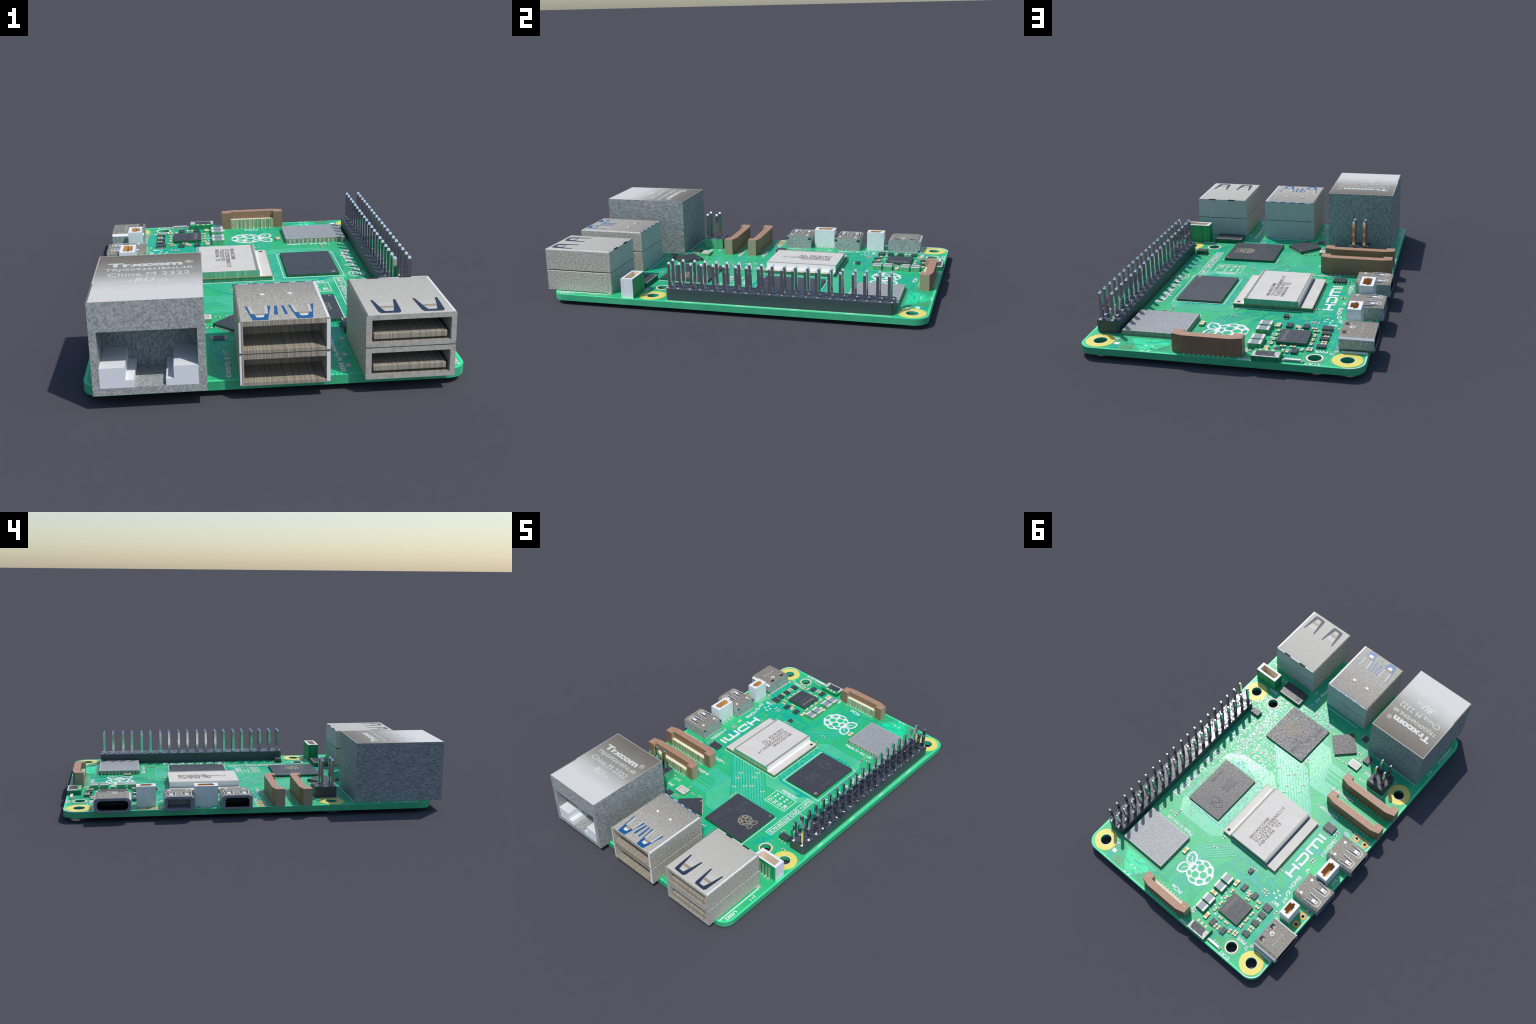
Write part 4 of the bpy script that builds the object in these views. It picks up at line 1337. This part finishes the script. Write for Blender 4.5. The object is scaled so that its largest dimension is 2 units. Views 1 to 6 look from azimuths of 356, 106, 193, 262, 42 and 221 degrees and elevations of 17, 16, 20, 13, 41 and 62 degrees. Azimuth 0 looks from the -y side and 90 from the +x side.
bm = bmesh.new()
sec = [(7.8, -0.1), (14.15, -0.1), (15.12, 0.6), (15.12, 2.6), (14.75, 3.1), (14.1, 3.32), (7.85, 3.32), (7.25, 3.12), (6.9, 2.75), (6.9, 0.75)]
op = rrect(7.6, 14.52, 0.5, 2.72, 0.95, 5)
shell_mat = lambda n: 2 if n.x < -0.6 else (1 if n.z > 0.85 else (4 if n.z > 0.2 else 0))
prism_x(bm, [sec, op], -1.0, 3.2, 0, shell_mat)
prism_x(bm, [sec], 3.2, 5.75, 0, shell_mat)
prism_x(bm, [op], 3.18, 3.7, 3)
power = finish('power_port', bm, [m_portmetal, m_porttop, m_portface, m_portdark, m_brightedge], W(2.4, 11.0), root)
for f in power.data.polygons:
    c = f.center
    if abs(f.normal.x) < 0.3 and 0.4 * S < c.z < 2.75 * S and abs(c.y) < 3.55 * S:
        f.material_index = 3
b = bmesh.new()
for y in (8.45, 12.35):
    prism(b, [rect(4.25, 5.3, y, y + 1.15)], 3.2, 3.34, 0)
    prism(b, [rect(4.35, 4.75, y + 0.3, y + 0.85)], 3.2, 3.35, 1)
    prism(b, [rect(4.2, 4.3, y, y + 1.15)], 3.2, 3.355, 2)
prism(b, [circle(3.75, 11.45, 0.58, 24)], 3.2, 3.345, 2)
prism(b, [circle(3.65, 11.4, 0.3, 20)], 3.2, 3.355, 1)
finish('shell_slot', b, [m_black, m_clipshade, m_clip], W(4.5, 11, 3.3), power)
lettering('shell_lettering', 'VALCON', 1.5, 9.0, 3.32, 3.9, 0.5, 'y', m_usbtop, power)
b = bmesh.new()
box(b, 0.2, 5.2, 6.55, 7.0, 0, 0.25)
finish('mounting_tab', b, [m_brightedge], W(2.5, 6.8, 0), power)
power.scale[2] = 0.97

# --------------------------------------------------------------------------- small white sockets
def socket(name, x0, x1, y0, y1, h, cav, outer, inner, depth=2.0, rim=None):
    bm = bmesh.new()
    prism(bm, [rect(x0, x1, y0, y1), cav], 0, h, 0, top_side(1, 0) if not callable(outer) else outer)
    prism(bm, [cav], 0.02, h - depth, 2)
    so = finish(name, bm, [m_socket, m_socket_top, inner] + (rim or []), W((x0 + x1) / 2, (y0 + y1) / 2), root)
    for f in so.data.polygons:
        c = f.center
        wx, wy = c.x / S + (x0 + x1) / 2, (y0 + y1) / 2 - c.y / S
        if abs(f.normal.z) < 0.5 and x0 + 0.2 < wx < x1 - 0.2 and y0 + 0.2 < wy < y1 - 0.2:
            f.material_index = 2
    return so


socket('serial_socket', 2.02, 5.02, 29.45, 34.8, 4.75,
       [(2.65, 30.25), (3.0, 30.25), (3.0, 29.95), (3.6, 29.95), (3.6, 30.35), (4.45, 30.35), (4.45, 33.75), (3.9, 33.75), (3.9, 34.1), (3.3, 34.1), (3.3, 33.85), (2.65, 33.85)],
       None, m_socket_in)
socket('battery_socket', 2.85, 5.6, 16.32, 20.7, 4.8,
       [(3.55, 17.3), (3.8, 17.3), (3.8, 16.95), (4.5, 16.95), (4.5, 17.4), (5.2, 17.4), (5.2, 19.75), (4.5, 19.75), (4.5, 20.1), (3.8, 20.1), (3.8, 19.5), (3.55, 19.5)],
       None, m_socket_in)
fan = socket('fan_socket', 48.85, 55.32, 65.0, 67.87, 4.45,
             [(49.5, 66.1), (49.75, 66.1), (49.75, 65.6), (54.6, 65.6), (54.6, 67.4), (49.5, 67.4)],
             lambda n: 1 if n.z > 0.6 else (4 if n.x > 0.6 else 3), m_fan_in, 3.4, [m_fan_green, m_fan_white])
b = bmesh.new()
for k in range(4):
    box(b, 50.5 + k * 0.95, 50.75 + k * 0.95, 67.85, 67.95, 0.0, 3.3)
    box(b, 50.45 + k * 0.95, 50.8 + k * 0.95, 67.8, 68.8, 0, 0.2)
    box(b, 50.55 + k * 0.95, 50.7 + k * 0.95, 66.4, 66.6, 0.9, 2.2)
finish('socket_contact', b, [m_solder], W(52, 67.7), fan)

# --------------------------------------------------------------------------- flat cable connectors
def flex_connector(x0, x1, ya, h, ncon):
    """Brown bar with two ears toward +Y and chamfered outer corners; cream contact comb in the mouth."""
    yb, ye, ear = ya + 1.75, ya + 2.72, 2.05
    comb = 2.08
    bm = bmesh.new()
    body = [(x0, ya + 0.6), (x0 + 2.3, ya), (x1 - 2.3, ya), (x1, ya + 0.6), (x1, ye), (x1 - ear, ye), (x1 - ear, yb), (x0 + ear, yb), (x0 + ear, ye), (x0, ye)]

    def mf(n):
        if n.z > 0.6:
            return 0
        return 2 if abs(n.x) > 0.6 else 1
    prism(bm, [body], 0, h, 0, mf)
    c = finish('flat_cable_connector', bm, [m_brown, m_brown_side, m_brown_end], W((x0 + x1) / 2, ya + 1.4), root)
    b = bmesh.new()
    box(b, x0 + ear, x1 - ear, yb - 0.1, ye - 0.1, 0, comb, 0, top_side(1, 0))
    step = (x1 - x0 - 2 * ear - 0.4) / ncon
    for k in range(ncon):
        x = x0 + ear + 0.2 + step * (k + 0.5)
        box(b, x - step * 0.16, x + step * 0.16, yb + 0.1, ye - 0.04, comb - 0.05, comb + 0.12, 1)
        if k % 2 == 0:
            box(b, x - 0.1, x + 0.1, ye - 0.12, ye - 0.03, 0, comb, 2)
            box(b, x - 0.16, x + 0.16, ye - 0.12, ye + 0.7, 0, 0.16, 2)
    finish('contact_comb', b, [m_contact_rows, m_cream, m_solder], W((x0 + x1) / 2, yb + 0.3), c)
    b = bmesh.new()
    for xa in (x0 + ear + 1.3, x1 - ear - 1.3):
        ribbon(b, [(xa, ya + 0.1), (xa, yb - 0.05)], 0.07, h, 0.012)
    for xa in (x0 + 1.0, x1 - 1.0):
        prism(b, [circle(xa, ye - 0.9, 0.16, 12, 0.3)], h - 0.1, h + 0.015)
    finish('mould_mark', b, [m_mould], W((x0 + x1) / 2, ya + 1, h), c)
    b = bmesh.new()
    for k in range(max(4, ncon // 2)):
        x = x0 + 2.6 + (x1 - x0 - 5.2) * k / (max(4, ncon // 2) - 1)
        box(b, x - 0.13, x + 0.13, ya - 0.32, ya + 0.05, 0, 0.14)
    finish('solder_foot', b, [m_coppad], W((x0 + x1) / 2, ya), c)
    return c


flex_connector(23.1, 36.98, 0.95, 3.72, 20)
flex_connector(0.02, 16.45, 47.2, 4.1, 24)
flex_connector(0.05, 16.52, 53.55, 4.0, 24)

# --------------------------------------------------------------------------- button and status light
bm = bmesh.new()
box(bm, 15.75, 21.1, 0.05, 3.35, 0, 1.08, 0, top_side(3, 0))
box(bm, 15.85, 21.0, 0.1, 2.3, 1.0, 1.14, 1, None, 0.02)
box(bm, 16.6, 20.3, 0.45, 1.0, 1.1, 1.17, 2)
box(bm, 16.9, 20.5, 1.0, 2.35, 1.1, 1.18, 4)
button = finish('push_button', bm, [m_btnside, m_btnmetal, m_btnblack, m_deepgreen, m_btnblack], W(18.4, 1.7), root)
b = bmesh.new()
for x in (17.5, 18.75, 19.9):
    box(b, x - 0.28, x + 0.28, 2.6, 3.3, 1.05, 1.12)
finish('button_lead', b, [m_coppad], W(18.7, 3.0), button)
bm = bmesh.new()
box(bm, 11.85, 15.0, 0.95, 1.55, 0, 0.5, 0, top_side(0, 1))
box(bm, 11.4, 11.9, 0.8, 1.6, 0, 0.3, 2)
box(bm, 15.0, 15.4, 0.9, 1.6, 0, 0.3, 2)
box(bm, 12.6, 12.9, 1.6, 2.2, 0, 0.15, 2)
box(bm, 13.5, 13.8, 1.6, 2.2, 0, 0.15, 2)
finish('status_light', bm, [m_ledwhite, m_glassgrey, m_solder], W(13.4, 1.25), root)
